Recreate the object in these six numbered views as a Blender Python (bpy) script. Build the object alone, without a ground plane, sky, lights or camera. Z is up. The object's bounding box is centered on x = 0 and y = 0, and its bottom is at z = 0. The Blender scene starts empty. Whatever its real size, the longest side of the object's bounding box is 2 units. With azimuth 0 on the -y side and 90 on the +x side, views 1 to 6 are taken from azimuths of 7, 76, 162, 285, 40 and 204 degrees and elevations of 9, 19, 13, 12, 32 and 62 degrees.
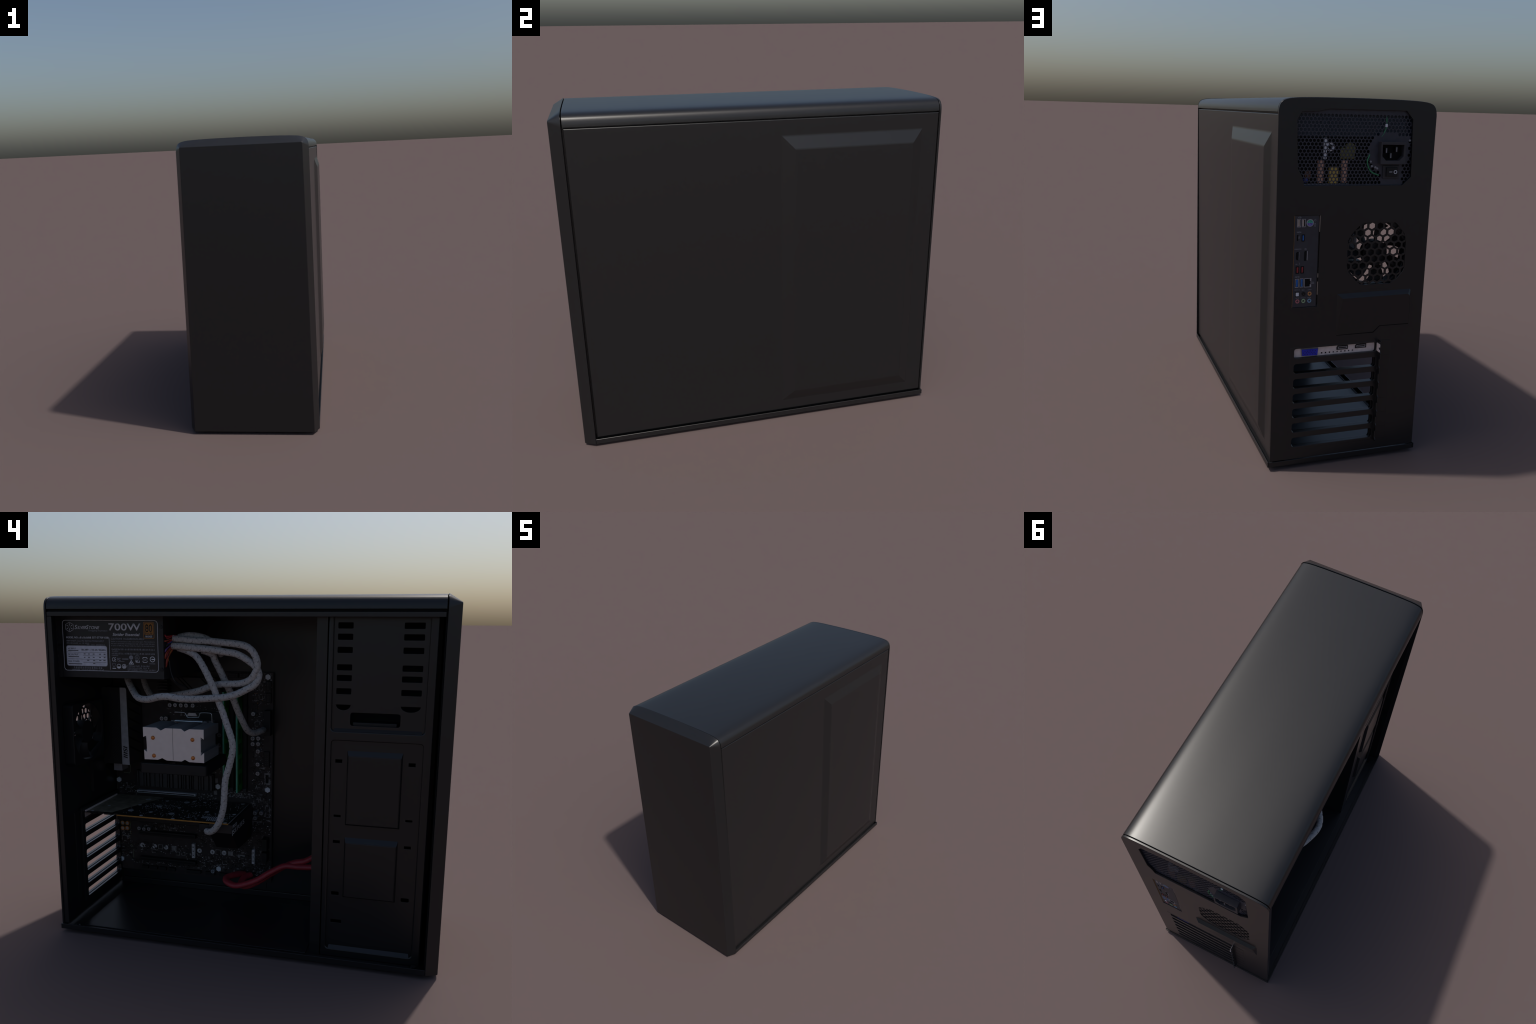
# Desktop computer tower with its left side open: black steel case and, inside,
# power supply, main board, cooler, graphics card, drive cage and sleeved cables.
import bpy, bmesh, math, random
from mathutils import Vector, Matrix

rng = random.Random(7)
COL = bpy.context.scene.collection

# ------------------------------------------------------------------ materials
_mats = {}


def mat(name, color, rough=0.5, metal=0.0, spec=0.5, vary=0.12, scale=40.0, bump=0.0, bump_scale=300.0, coat=0.0):
    """Principled material whose colour is modulated by fine noise."""
    if name in _mats:
        return _mats[name]
    m = bpy.data.materials.new(name)
    m.use_nodes = True
    nt = m.node_tree
    b = nt.nodes["Principled BSDF"]
    tc = nt.nodes.new("ShaderNodeTexCoord")
    nz = nt.nodes.new("ShaderNodeTexNoise")
    nz.inputs["Scale"].default_value = scale
    nz.inputs["Detail"].default_value = 4
    nt.links.new(tc.outputs["Object"], nz.inputs["Vector"])
    cr = nt.nodes.new("ShaderNodeValToRGB")
    cr.color_ramp.elements[0].position = 0.3
    cr.color_ramp.elements[1].position = 0.7
    cr.color_ramp.elements[0].color = (*[c * (1 - vary) for c in color], 1)
    cr.color_ramp.elements[1].color = (*[min(1, c * (1 + vary)) for c in color], 1)
    nt.links.new(nz.outputs["Fac"], cr.inputs["Fac"])
    nt.links.new(cr.outputs["Color"], b.inputs["Base Color"])
    b.inputs["Roughness"].default_value = rough
    b.inputs["Metallic"].default_value = metal
    b.inputs["Specular IOR Level"].default_value = spec
    b.inputs["Coat Weight"].default_value = coat
    if bump:
        n2 = nt.nodes.new("ShaderNodeTexNoise")
        n2.inputs["Scale"].default_value = bump_scale
        nt.links.new(tc.outputs["Object"], n2.inputs["Vector"])
        bp = nt.nodes.new("ShaderNodeBump")
        bp.inputs["Strength"].default_value = bump
        bp.inputs["Distance"].default_value = 0.002
        nt.links.new(n2.outputs["Fac"], bp.inputs["Height"])
        nt.links.new(bp.outputs["Normal"], b.inputs["Normal"])
    _mats[name] = m
    return m


STEEL = mat("black_painted_steel", (0.0122, 0.0121, 0.0130), 0.33, spec=0.5, vary=0.05)
INNER = mat("inner_black_steel", (0.0115, 0.0115, 0.0125), 0.3, spec=0.5, vary=0.05)
PLASTIC = mat("black_bezel_plastic", (0.0122, 0.0121, 0.0130), 0.33, spec=0.5, vary=0.05)
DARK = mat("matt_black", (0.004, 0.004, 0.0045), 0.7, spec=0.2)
BLACKP = mat("black_plastic_part", (0.008, 0.008, 0.009), 0.5, spec=0.35)
PSU = mat("supply_black_coat", (0.018, 0.017, 0.018), 0.5, spec=0.4, bump=0.15)
MESH = mat("supply_mesh_grey", (0.040, 0.040, 0.054), 0.5, spec=0.4)
INK = mat("label_ink_grey", (0.62, 0.62, 0.67), 0.6, spec=0.3)
INKDIM = mat("label_ink_dim", (0.24, 0.24, 0.27), 0.6, spec=0.3)
LABEL = mat("label_black", (0.008, 0.007, 0.008), 0.35, spec=0.5)
LABELW = mat("label_white_field", (0.56, 0.56, 0.63), 0.6, spec=0.3)
BRONZE = mat("label_bronze", (0.30, 0.135, 0.03), 0.55, spec=0.3)
PCB = mat("board_dark", (0.028, 0.022, 0.022), 0.5, spec=0.35, vary=0.3, scale=25)
PCBEDGE = mat("board_edge_amber", (0.33, 0.15, 0.02), 0.5)
SILK = mat("silkscreen_grey", (0.44, 0.44, 0.46), 0.6, spec=0.3, vary=0.4, scale=60)
SILKDIM = mat("silkscreen_dim", (0.20, 0.19, 0.19), 0.6, spec=0.3, vary=0.4, scale=60)
TRACE = mat("trace_olive", (0.16, 0.20, 0.13), 0.6)
CHIP = mat("chip_black", (0.016, 0.013, 0.013), 0.5, spec=0.4)
CAPM = mat("capacitor_shell", (0.30, 0.33, 0.37), 0.35, metal=0.6)
GOLD = mat("gold_ring", (0.42, 0.19, 0.05), 0.4, metal=0.5)
HEXM = mat("screw_bright", (0.62, 0.66, 0.72), 0.4, metal=0.15)
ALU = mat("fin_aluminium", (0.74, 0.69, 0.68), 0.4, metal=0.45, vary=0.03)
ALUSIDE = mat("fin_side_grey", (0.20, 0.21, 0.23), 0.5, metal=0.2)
CHROME = mat("clip_bright_metal", (0.75, 0.82, 0.88), 0.22, metal=0.85)
COPPER = mat("copper_polished", (0.62, 0.22, 0.06), 0.35, metal=0.55)
SILVERGREY = mat("cover_strip_grey", (0.44, 0.45, 0.48), 0.45, metal=0.2)
COVER = mat("cover_charcoal", (0.012, 0.011, 0.011), 0.5)
GREEN = mat("memory_green", (0.02, 0.30, 0.045), 0.5, vary=0.3, scale=30)
GREENEDGE = mat("memory_edge_green", (0.08, 0.36, 0.25), 0.5)
BRACKET = mat("bracket_steel", (0.72, 0.61, 0.59), 0.45, metal=0.1)
BLUEVGA = mat("port_blue", (0.01, 0.02, 0.42), 0.45)
BLUE = mat("port_usb_blue", (0.01, 0.11, 0.40), 0.5)
REDP = mat("port_red", (0.25, 0.02, 0.025), 0.5)
IOPLATE = mat("port_plate_slate", (0.031, 0.030, 0.039), 0.5)
PORTMETAL = mat("port_metal", (0.32, 0.31, 0.34), 0.4, metal=0.3)
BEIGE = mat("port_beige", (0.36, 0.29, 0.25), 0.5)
MINT = mat("port_mint", (0.06, 0.36, 0.26), 0.5)
VIOLET = mat("port_violet", (0.16, 0.13, 0.42), 0.5)
ORANGE = mat("jack_orange", (0.45, 0.20, 0.07), 0.5)
PINK = mat("jack_pink", (0.42, 0.13, 0.15), 0.5)
LIME = mat("jack_green", (0.27, 0.38, 0.22), 0.5)
SKYB = mat("jack_blue", (0.17, 0.30, 0.44), 0.5)
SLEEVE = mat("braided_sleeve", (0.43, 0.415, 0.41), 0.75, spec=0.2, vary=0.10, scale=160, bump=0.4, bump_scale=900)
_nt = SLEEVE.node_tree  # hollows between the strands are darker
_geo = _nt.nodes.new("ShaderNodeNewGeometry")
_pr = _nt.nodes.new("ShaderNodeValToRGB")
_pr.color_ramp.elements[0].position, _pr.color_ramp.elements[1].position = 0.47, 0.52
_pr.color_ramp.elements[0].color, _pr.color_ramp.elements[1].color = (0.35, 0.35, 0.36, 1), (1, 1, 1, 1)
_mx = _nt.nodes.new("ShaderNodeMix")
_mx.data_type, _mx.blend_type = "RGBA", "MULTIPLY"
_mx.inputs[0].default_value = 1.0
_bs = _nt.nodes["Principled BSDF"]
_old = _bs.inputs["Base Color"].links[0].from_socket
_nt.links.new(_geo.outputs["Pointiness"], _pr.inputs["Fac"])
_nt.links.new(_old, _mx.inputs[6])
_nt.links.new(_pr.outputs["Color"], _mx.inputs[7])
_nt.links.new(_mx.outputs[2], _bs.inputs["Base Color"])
TICK = mat("sleeve_tick", (0.012, 0.012, 0.014), 0.8)
REDC = mat("red_cable", (0.33, 0.030, 0.042), 0.42, spec=0.4)
W_RED = mat("wire_red", (0.34, 0.02, 0.026), 0.5)
W_BLK = mat("wire_black", (0.01, 0.01, 0.012), 0.5)
W_YEL = mat("wire_yellow", (0.45, 0.22, 0.02), 0.5)
W_BLU = mat("wire_blue", (0.04, 0.07, 0.28), 0.5)
W_ORG = mat("wire_orange", (0.28, 0.045, 0.025), 0.5)
W_GRN = mat("wire_green", (0.03, 0.20, 0.09), 0.5)
W_VIO = mat("wire_violet", (0.12, 0.05, 0.20), 0.5)
COIL = mat("coil_copper", (0.58, 0.33, 0.25), 0.5)
YELLOW = mat("transformer_yellow", (0.42, 0.29, 0.07), 0.5)
OLIVE = mat("coil_olive", (0.13, 0.12, 0.045), 0.5)
BROWN = mat("part_brown", (0.10, 0.04, 0.025), 0.5)
BLUEPART = mat("part_blue", (0.02, 0.04, 0.22), 0.4)
BLUEBACK = mat("backing_blue_black", (0.016, 0.028, 0.050), 0.4)
GPUTOP = mat("card_black", (0.010, 0.010, 0.009), 0.4, vary=0.5, scale=14)
GPULIT = mat("card_lightened_olive", (0.20, 0.175, 0.125), 0.5, vary=0.4, scale=30)  # paler brown, painting in the light that falls near the slots

# ------------------------------------------------------------------ helpers


def obj(name, mesh, parent, material=None, stuff=False):
    o = bpy.data.objects.new(name, mesh)
    COL.objects.link(o)
    o.parent = parent
    if material is not None and not mesh.materials:
        mesh.materials.append(material)
    if stuff:
        o["kind"] = "stuff"
    return o


def finish(bm, name, parent, material, smooth=None, stuff=False, recalc=True):
    if recalc:
        bmesh.ops.recalc_face_normals(bm, faces=bm.faces)
    me = bpy.data.meshes.new(name)
    bm.to_mesh(me)
    bm.free()
    if smooth is not None:
        me.shade_smooth()
        me.set_sharp_from_angle(angle=math.radians(smooth))
    o = obj(name, me, parent, material, stuff)
    if smooth is not None and smooth < 60:  # flat faces stay flat beside their rounded edges
        w = o.modifiers.new("weighted_normals", "WEIGHTED_NORMAL")
        w.keep_sharp = True
    return o


def add_box(bm, x0, x1, y0, y1, z0, z1, mi=0):
    v = [bm.verts.new((x, y, z)) for x in (x0, x1) for y in (y0, y1) for z in (z0, z1)]
    for q in ((0, 1, 3, 2), (4, 6, 7, 5), (0, 4, 5, 1), (2, 3, 7, 6), (0, 2, 6, 4), (1, 5, 7, 3)):
        f = bm.faces.new([v[i] for i in q])
        f.material_index = mi
    return v


def box(name, parent, material, x0, x1, y0, y1, z0, z1, bevel=0.0, seg=2):
    bm = bmesh.new()
    add_box(bm, min(x0, x1), max(x0, x1), min(y0, y1), max(y0, y1), min(z0, z1), max(z0, z1))
    if bevel:
        bmesh.ops.bevel(bm, geom=list(bm.edges), offset=bevel, segments=seg, profile=0.5, affect="EDGES")
    return finish(bm, name, parent, material, 35 if bevel else None)


AX = {"x": lambda u, v, w: (w, u, v), "y": lambda u, v, w: (u, w, v), "z": lambda u, v, w: (u, v, w)}


def area(p):
    return sum(a[0] * b[1] - b[0] * a[1] for a, b in zip(p, p[1:] + p[:1])) / 2


def plate(name, parent, material, outer, holes, axis, lo, hi, bevel=0.0, smooth=35):
    """Flat sheet with any number of holes; outline in the two free axes, lo..hi along axis."""
    cu = bpy.data.curves.new(name, "CURVE")
    cu.dimensions = "2D"
    cu.fill_mode = "BOTH"
    cu.extrude = max((hi - lo) / 2 - bevel, 1e-5)
    cu.bevel_depth = bevel
    cu.bevel_resolution = 2
    cu.offset = -bevel
    for i, poly in enumerate([outer] + list(holes)):
        poly = list(poly)
        if (area(poly) > 0) != (i == 0):
            poly.reverse()
        s = cu.splines.new("POLY")
        s.points.add(len(poly) - 1)
        for p, (u, v) in zip(s.points, poly):
            p.co = (u, v, 0, 1)
        s.use_cyclic_u = True
    tmp = bpy.data.objects.new("tmp", cu)
    COL.objects.link(tmp)
    dg = bpy.context.evaluated_depsgraph_get()
    me = bpy.data.meshes.new_from_object(tmp.evaluated_get(dg))
    bpy.data.objects.remove(tmp)
    bpy.data.curves.remove(cu)
    mid = (lo + hi) / 2
    f = AX[axis]
    for v in me.vertices:
        v.co = f(v.co.x, v.co.y, mid + v.co.z)
    me.name = name
    me.materials.clear()
    bm = bmesh.new()
    bm.from_mesh(me)
    bpy.data.meshes.remove(me)
    bmesh.ops.remove_doubles(bm, verts=bm.verts, dist=1e-6)
    return finish(bm, name, parent, material, smooth)


def rrect(u0, v0, u1, v1, r=0.0, n=5):
    if r <= 0:
        return [(u0, v0), (u1, v0), (u1, v1), (u0, v1)]
    out = []
    for cx, cy, a0 in ((u1 - r, v0 + r, -90), (u1 - r, v1 - r, 0), (u0 + r, v1 - r, 90), (u0 + r, v0 + r, 180)):
        for k in range(n + 1):
            a = math.radians(a0 + 90 * k / n)
            out.append((cx + r * math.cos(a), cy + r * math.sin(a)))
    return out


def circle(cx, cy, r, n=24, a0=0.0):
    return [(cx + r * math.cos(a0 + 2 * math.pi * k / n), cy + r * math.sin(a0 + 2 * math.pi * k / n)) for k in range(n)]


def add_cyl(bm, axis, cu, cv, r, lo, hi, n=16, r2=None, mi=0, a0=0.0):
    f = AX[axis]
    r2 = r if r2 is None else r2
    A = [bm.verts.new(f(u, v, lo)) for u, v in circle(cu, cv, r, n, a0)]
    B = [bm.verts.new(f(u, v, hi)) for u, v in circle(cu, cv, r2, n, a0)]
    for i in range(n):
        fc = bm.faces.new((A[i], A[(i + 1) % n], B[(i + 1) % n], B[i]))
        fc.material_index = mi
    for ring in (A, B):
        bm.faces.new(ring).material_index = mi


def cyl(name, parent, material, axis, cu, cv, r, lo, hi, n=20, r2=None, smooth=40, a0=0.0):
    bm = bmesh.new()
    add_cyl(bm, axis, cu, cv, r, lo, hi, n, r2, 0, a0)
    return finish(bm, name, parent, material, smooth)


def ring(name, parent, material, axis, cu, cv, r, r_in, lo, hi, n=24):
    return plate(name, parent, material, circle(cu, cv, r, n), [circle(cu, cv, r_in, n)], axis, lo, hi)


def spline(pts, step):
    """Catmull-Rom through pts, resampled at even spacing."""
    P = [Vector(p) for p in pts]
    P = [2 * P[0] - P[1]] + P + [2 * P[-1] - P[-2]]
    fine = []
    for i in range(1, len(P) - 2):
        a, b, c, d = P[i - 1 : i + 3]
        for k in range(16):
            t = k / 16
            fine.append(0.5 * (2 * b + (c - a) * t + (2 * a - 5 * b + 4 * c - d) * t * t + (3 * b - a - 3 * c + d) * t ** 3))
    fine.append(P[-2])
    out, need = [fine[0]], step
    for a, b in zip(fine, fine[1:]):
        L = (b - a).length
        while L >= need and L > 0:
            a = a + (b - a) * (need / L)
            L = (b - a).length
            out.append(a.copy())
            need = step
        need -= L
    if (out[-1] - fine[-1]).length > step * 0.3:
        out.append(fine[-1])
    return out


def frames(path):
    T = [((path[min(i + 1, len(path) - 1)] - path[max(i - 1, 0)]).normalized()) for i in range(len(path))]
    n = T[0].cross(Vector((0, 0, 1)))
    if n.length < 0.1:
        n = T[0].cross(Vector((1, 0, 0)))
    n.normalize()
    N = [n]
    for i in range(1, len(T)):
        n = N[-1] - T[i] * N[-1].dot(T[i])
        N.append(n.normalized())
    return T, N


def add_tube(bm, pts, radius, seg=10, step=0.01, shape=None, mi=0):
    path = spline(pts, step)
    T, N = frames(path)
    rings = []
    for i, (p, t, n) in enumerate(zip(path, T, N)):
        b = t.cross(n)
        row = []
        for k in range(seg):
            a = 2 * math.pi * k / seg
            r = shape(i * step, a) if shape else radius
            row.append(bm.verts.new(p + (n * math.cos(a) + b * math.sin(a)) * r))
        rings.append(row)
    for A, B in zip(rings, rings[1:]):
        for k in range(seg):
            bm.faces.new((A[k], A[(k + 1) % seg], B[(k + 1) % seg], B[k])).material_index = mi
    for e in (rings[0], rings[-1]):
        bm.faces.new(e).material_index = mi
    return path, T, N


def tube(name, parent, material, pts, radius, seg=10, step=0.01, shape=None):
    bm = bmesh.new()
    add_tube(bm, pts, radius, seg, step, shape)
    return finish(bm, name, parent, material, 60)


TXT = {
    "left": ((0, -1, 0), (0, 0, 1), (-1, 0, 0)),  # read from -x
    "rear": ((-1, 0, 0), (0, 0, 1), (0, 1, 0)),  # read from +y
    "front": ((1, 0, 0), (0, 0, 1), (0, -1, 0)),
}


def text(name, parent, material, body, face, start, end, w, shear=0.0, turn=False, depth=0.0006, offset=0.0):
    """Lettering that fills the rectangle start..end (in the face's own right/up axes, world numbers)."""
    X, Y, Z = [Vector(a) for a in TXT[face]]
    cu = bpy.data.curves.new(name, "FONT")
    cu.body = body
    cu.shear = shear
    cu.offset = offset
    cu.resolution_u = 3
    tmp = bpy.data.objects.new("tmp", cu)
    COL.objects.link(tmp)
    me = bpy.data.meshes.new_from_object(tmp.evaluated_get(bpy.context.evaluated_depsgraph_get()))
    bpy.data.objects.remove(tmp)
    bpy.data.curves.remove(cu)
    me.materials.clear()
    P = [(v.co.x, v.co.y) for v in me.vertices]
    if turn:
        P = [(y, -x) if turn == "cw" else (-y, x) for x, y in P]
    u0, u1 = min(p[0] for p in P), max(p[0] for p in P)
    v0, v1 = min(p[1] for p in P), max(p[1] for p in P)
    bm = bmesh.new()
    bm.from_mesh(me)
    bpy.data.meshes.remove(me)
    for v, (u, q) in zip(bm.verts, P):
        s = start[0] + (end[0] - start[0]) * (u - u0) / (u1 - u0)
        t = start[1] + (end[1] - start[1]) * (q - v0) / (v1 - v0)
        ax = Vector((abs(X[0]), abs(X[1]), abs(X[2])))
        v.co = ax * s + Y * t + Vector((abs(Z[0]), abs(Z[1]), abs(Z[2]))) * w
    r = bmesh.ops.extrude_face_region(bm, geom=list(bm.faces))
    for e in r["geom"]:
        if isinstance(e, bmesh.types.BMVert):
            e.co += Z * depth
    return finish(bm, name, parent, material)


def hexgrid(name, parent, material, u0, u1, v0, v1, pitch, bar, axis, w, thick, solid=None, squash=1.0):
    """Honeycomb sheet: pointed-top hexagonal holes, web width bar."""
    bm = bmesh.new()
    f = AX[axis]
    R = pitch / math.sqrt(3)
    r = (pitch - bar) / math.sqrt(3)
    cache = {}

    def V(u, v):
        k = (round(u, 5), round(v, 5))
        if k not in cache:
            cache[k] = bm.verts.new(f(u, v, w))
        return cache[k]

    rows = int((v1 - v0) / (R * 1.5 * squash)) + 1
    for j in range(rows):
        cv = v0 + (R + j * R * 1.5) * squash
        cu = u0 + pitch / 2 + (pitch / 2 if j % 2 else 0)
        while cu < u1:
            ang = [math.radians(30 + 60 * k) for k in range(6)]
            O = [V(cu + R * math.cos(a), cv + R * math.sin(a) * squash) for a in ang]
            if solid and solid(cu, cv):
                bm.faces.new(O)
            else:
                I = [bm.verts.new(f(cu + r * math.cos(a), cv + r * math.sin(a) * squash, w)) for a in ang]
                for k in range(6):
                    bm.faces.new((O[k], O[(k + 1) % 6], I[(k + 1) % 6], I[k]))
            cu += pitch
    r_ = bmesh.ops.extrude_face_region(bm, geom=list(bm.faces))
    d = Vector(f(0, 0, thick))
    for e in r_["geom"]:
        if isinstance(e, bmesh.types.BMVert):
            e.co += d
    return finish(bm, name, parent, material)


# ------------------------------------------------------------------ root
root = bpy.data.objects.new("desktop_computer", None)
COL.objects.link(root)
root["label"] = "black desktop computer tower with open left side showing components"
root["category"] = "desktop computer"

# ------------------------------------------------------------------ outer case
HALF, TOP, Y_FRONT, Y_SEAM, Y_REAR = 0.380, 1.7685, -1.0, -0.941, 0.966
# right half of the crowned roof section (x, z), from the crown to the top of the side
ROOF = [(0.0, TOP), (0.10, TOP - 0.0005), (0.19, TOP - 0.0015), (0.25, TOP - 0.003), (0.295, TOP - 0.0052),
        (0.325, TOP - 0.0082), (0.345, TOP - 0.0125), (0.358, TOP - 0.018), (0.3665, TOP - 0.025), (0.372, TOP - 0.033),
        (0.3758, TOP - 0.042), (0.3782, TOP - 0.052), (0.3793, TOP - 0.060), (HALF, 1.70)]


def roof_curve(n=6):
    """Smooth section through ROOF, crown to side."""
    P = [Vector((-p[0], p[1], 0)) for p in ROOF[1:2]] + [Vector((*p, 0)) for p in ROOF]
    P.append(2 * P[-1] - P[-2])
    out = []
    for i in range(1, len(P) - 2):
        a, b, c, d = P[i - 1 : i + 3]
        for k in range(n):
            t = k / n
            q = 0.5 * (2 * b + (c - a) * t + (2 * a - 5 * b + 4 * c - d) * t * t + (3 * b - a - 3 * c + d) * t ** 3)
            out.append((q.x, q.y))
    out.append(ROOF[-1])
    return out


HALFROOF = roof_curve()
LEFT = 1.0165  # the open left side stands a little further out
FULLROOF = [(-x * LEFT, z) for x, z in reversed(HALFROOF)] + HALFROOF[1:]  # left side to right side


def inset_roof(d):
    """Roof section moved inwards by d."""
    out = []
    n = len(FULLROOF)
    for i, (x, z) in enumerate(FULLROOF):
        a, b = FULLROOF[max(i - 1, 0)], FULLROOF[min(i + 1, n - 1)]
        tx, tz = b[0] - a[0], b[1] - a[1]
        L = math.hypot(tx, tz)
        out.append((x + tz / L * d, z - tx / L * d))
    return out


def top_cover():
    bm = bmesh.new()
    inn = inset_roof(0.006)
    ys = [(-0.9365, 0.0012), (-0.9353, 0.0), (0.9515, 0.0), (0.9527, 0.0012)]
    secs = []
    for y, d in ys:
        secs.append([bm.verts.new((x, y, z)) for x, z in (inset_roof(d) if d else FULLROOF)])
    inner = [[bm.verts.new((x, y, z)) for x, z in inn] for y in (ys[0][0], ys[-1][0])]
    n = len(inn)
    for A, B in zip(secs, secs[1:]):
        for i in range(n - 1):
            bm.faces.new((A[i], A[i + 1], B[i + 1], B[i]))
    for i in range(n - 1):
        bm.faces.new((inner[0][i], inner[1][i], inner[1][i + 1], inner[0][i + 1]))
        bm.faces.new((secs[0][i], inner[0][i], inner[0][i + 1], secs[0][i + 1]))
        bm.faces.new((secs[-1][i], secs[-1][i + 1], inner[1][i + 1], inner[1][i]))
    for e in (0, n - 1):
        bm.faces.new([s[e] for s in secs] + [inner[1][e], inner[0][e]])
    o = finish(bm, "top_cover", root, STEEL, 40)
    o.modifiers.clear()  # the crowned roof keeps its own smooth normals
    return o


top_cover()


def front_bezel():
    """Lofted bezel: body outline at the seam, chamfered to a smaller flat front."""
    bm = bmesh.new()
    wide = 0.0105  # the bezel spreads slightly towards the floor
    zb = 0.0165

    def back(scale=1.0, drop=0.0):
        side = [zb + (1.70 - zb) * k / 8 for k in range(9)]
        w = lambda z: (HALF + wide * (1.70 - z) / 1.68) * scale
        L = [(-w(z) - 0.006, z) for z in side[:-1]]
        M = [(x * scale, z + 0.0025 - drop) for x, z in FULLROOF]
        return L + M + [(w(z), z) for _, z in reversed(L)]

    def front(ins=0.0):
        hw = lambda z: 0.347 + 0.0135 * (1.728 - z) / 1.71 - ins
        zt, r = 1.7285 - ins, 0.008
        nb = len(FULLROOF)
        side = [zb + ins + (zt - r - zb - ins) * k / 8 for k in range(9)]
        L = [(-hw(z) - 0.006, z) for z in side[:-1]]
        M = []
        half = len(HALFROOF)
        ncorner = half - 8
        for k in range(8):
            M.append((0.337 * k / 8, zt))
        for k in range(ncorner):
            a = math.pi / 2 * (1 - k / (ncorner - 1))
            M.append((hw(zt) - r + r * math.cos(a), zt - r + r * math.sin(a)))
        M = [(-x * 1.0165, z) for x, z in reversed(M)] + M[1:]
        return L + M + [(hw(z), z) for _, z in reversed(L)]

    rows = [(-0.941, back(0.994, 0.002)), (-0.9425, back()), (-0.944, back())]
    rows += [(-0.9975, front(-0.0012)), (-0.9993, front(0.0006)), (-1.0, front(0.0028))]
    V = [[bm.verts.new((x, y, z)) for x, z in sec] for y, sec in rows]
    n = len(V[0])
    for A, B in zip(V, V[1:]):
        for i in range(n):
            j = (i + 1) % n
            bm.faces.new((A[i], A[j], B[j], B[i]))
    bm.faces.new(V[0])
    bm.faces.new(V[-1])
    return finish(bm, "front_bezel", root, PLASTIC, 28)


front_bezel()


def side_panel():
    """Right side panel with the raised, bevelled field near the rear."""
    bm = bmesh.new()
    x0, x1, xb = 0.362, 0.3772, 0.3980
    O = [(-0.9335, 0.0475), (0.9545, 0.0475), (0.9545, 1.6935), (-0.9335, 1.6935)]
    A = [(0.103, 0.110), (0.862, 0.110), (0.862, 1.609), (0.103, 1.609)]
    B = [(0.166, 0.170), (0.809, 0.170), (0.809, 1.544), (0.166, 1.544)]
    mk = lambda P, x: [bm.verts.new((x, y, z)) for y, z in P]
    soft = 0.11  # share of the bevel width over which each crease is rounded

    def rise(t):
        if t < soft:
            return (t + soft) ** 2 / (4 * soft)
        if t > 1 - soft:
            return 1 - (1 + soft - t) ** 2 / (4 * soft)
        return t

    rings = [mk(O, x0), mk(O, x1)]
    for t in (-soft, -soft / 2, 0, soft / 2, soft, 1 - soft, 1 - soft / 2, 1, 1 + soft / 2, 1 + soft):
        rings.append(mk([(p[0] + (q[0] - p[0]) * t, p[1] + (q[1] - p[1]) * t) for p, q in zip(A, B)], x1 + (xb - x1) * rise(t)))
    for P, Q in zip(rings, rings[1:]):
        for i in range(4):
            bm.faces.new((P[i], P[(i + 1) % 4], Q[(i + 1) % 4], Q[i]))
    bm.faces.new(rings[-1])
    bm.faces.new(rings[0][::-1])
    rim = [bm.edges.get((rings[1][i], rings[1][(i + 1) % 4])) for i in range(4)]
    bmesh.ops.bevel(bm, geom=rim, offset=0.0065, segments=4, profile=0.5, affect="EDGES")
    p = finish(bm, "side_panel", root, STEEL, 50)
    me = p.data
    for e in me.edges:  # crisp mitres where the bevels meet
        d = me.vertices[e.vertices[0]].co - me.vertices[e.vertices[1]].co
        if abs(d.y) > 1e-4 and abs(d.z) > 1e-4:
            e.use_edge_sharp = True
    return p


side_panel()

# rear panel -------------------------------------------------------------
rear_outline = [(x, z - 0.001) for x, z in FULLROOF][::-1] + [(-0.3862, 1.2), (-0.3875, 0.044), (0.3785, 0.044), (0.379, 1.2)]
supply_hole = [(0.2935, 1.669), (0.273, 1.703), (0.195, 1.707), (0.142, 1.718), (-0.232, 1.718), (-0.266, 1.681),
               (-0.275, 1.418), (-0.232, 1.3805), (0.252, 1.3805), (0.262, 1.420), (0.284, 1.460)]
port_hole = rrect(0.1675, 0.8155, 0.2915, 1.2465)
fan_hole = [(-0.044, 1.206), (-0.208, 1.205), (-0.221, 1.196), (-0.262, 1.150), (-0.272, 1.121), (-0.273, 0.985), (-0.264, 0.964), (-0.234, 0.930),
            (-0.200, 0.909), (-0.050, 0.909), (-0.022, 0.930), (0.018, 0.974), (0.0265, 1.003), (0.0265, 1.126), (0.010, 1.154), (-0.035, 1.199)]
SLOT_PITCH, SLOT_H = 0.0761, 0.0475
slot_tops = [0.613 - SLOT_PITCH * i for i in range(7)]
slot_holes = [rrect(-0.1515, t - SLOT_H, 0.2725, t, 0.011, 4) for t in slot_tops]
rear = plate("rear_panel", root, STEEL, rear_outline, [supply_hole, port_hole, fan_hole, rrect(-0.153, 0.098, 0.2755, 0.617, 0.004)], "y", 0.9562, Y_REAR + 0.0004, 0.0016)
slot_plate = plate("slot_plate", rear, STEEL, rrect(-0.2265, 0.0955, 0.294, 0.6205), slot_holes, "y", 0.950, 0.9673, 0.0015)
plate("slot_lip", rear, INNER, rrect(-0.18, 0.085, 0.284, 0.632),
      [rrect(-0.147, t - SLOT_H - 0.002, 0.2705, t - 0.003, 0.010, 4) for t in slot_tops], "y", 0.934, 0.9485, 0.002)
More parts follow.
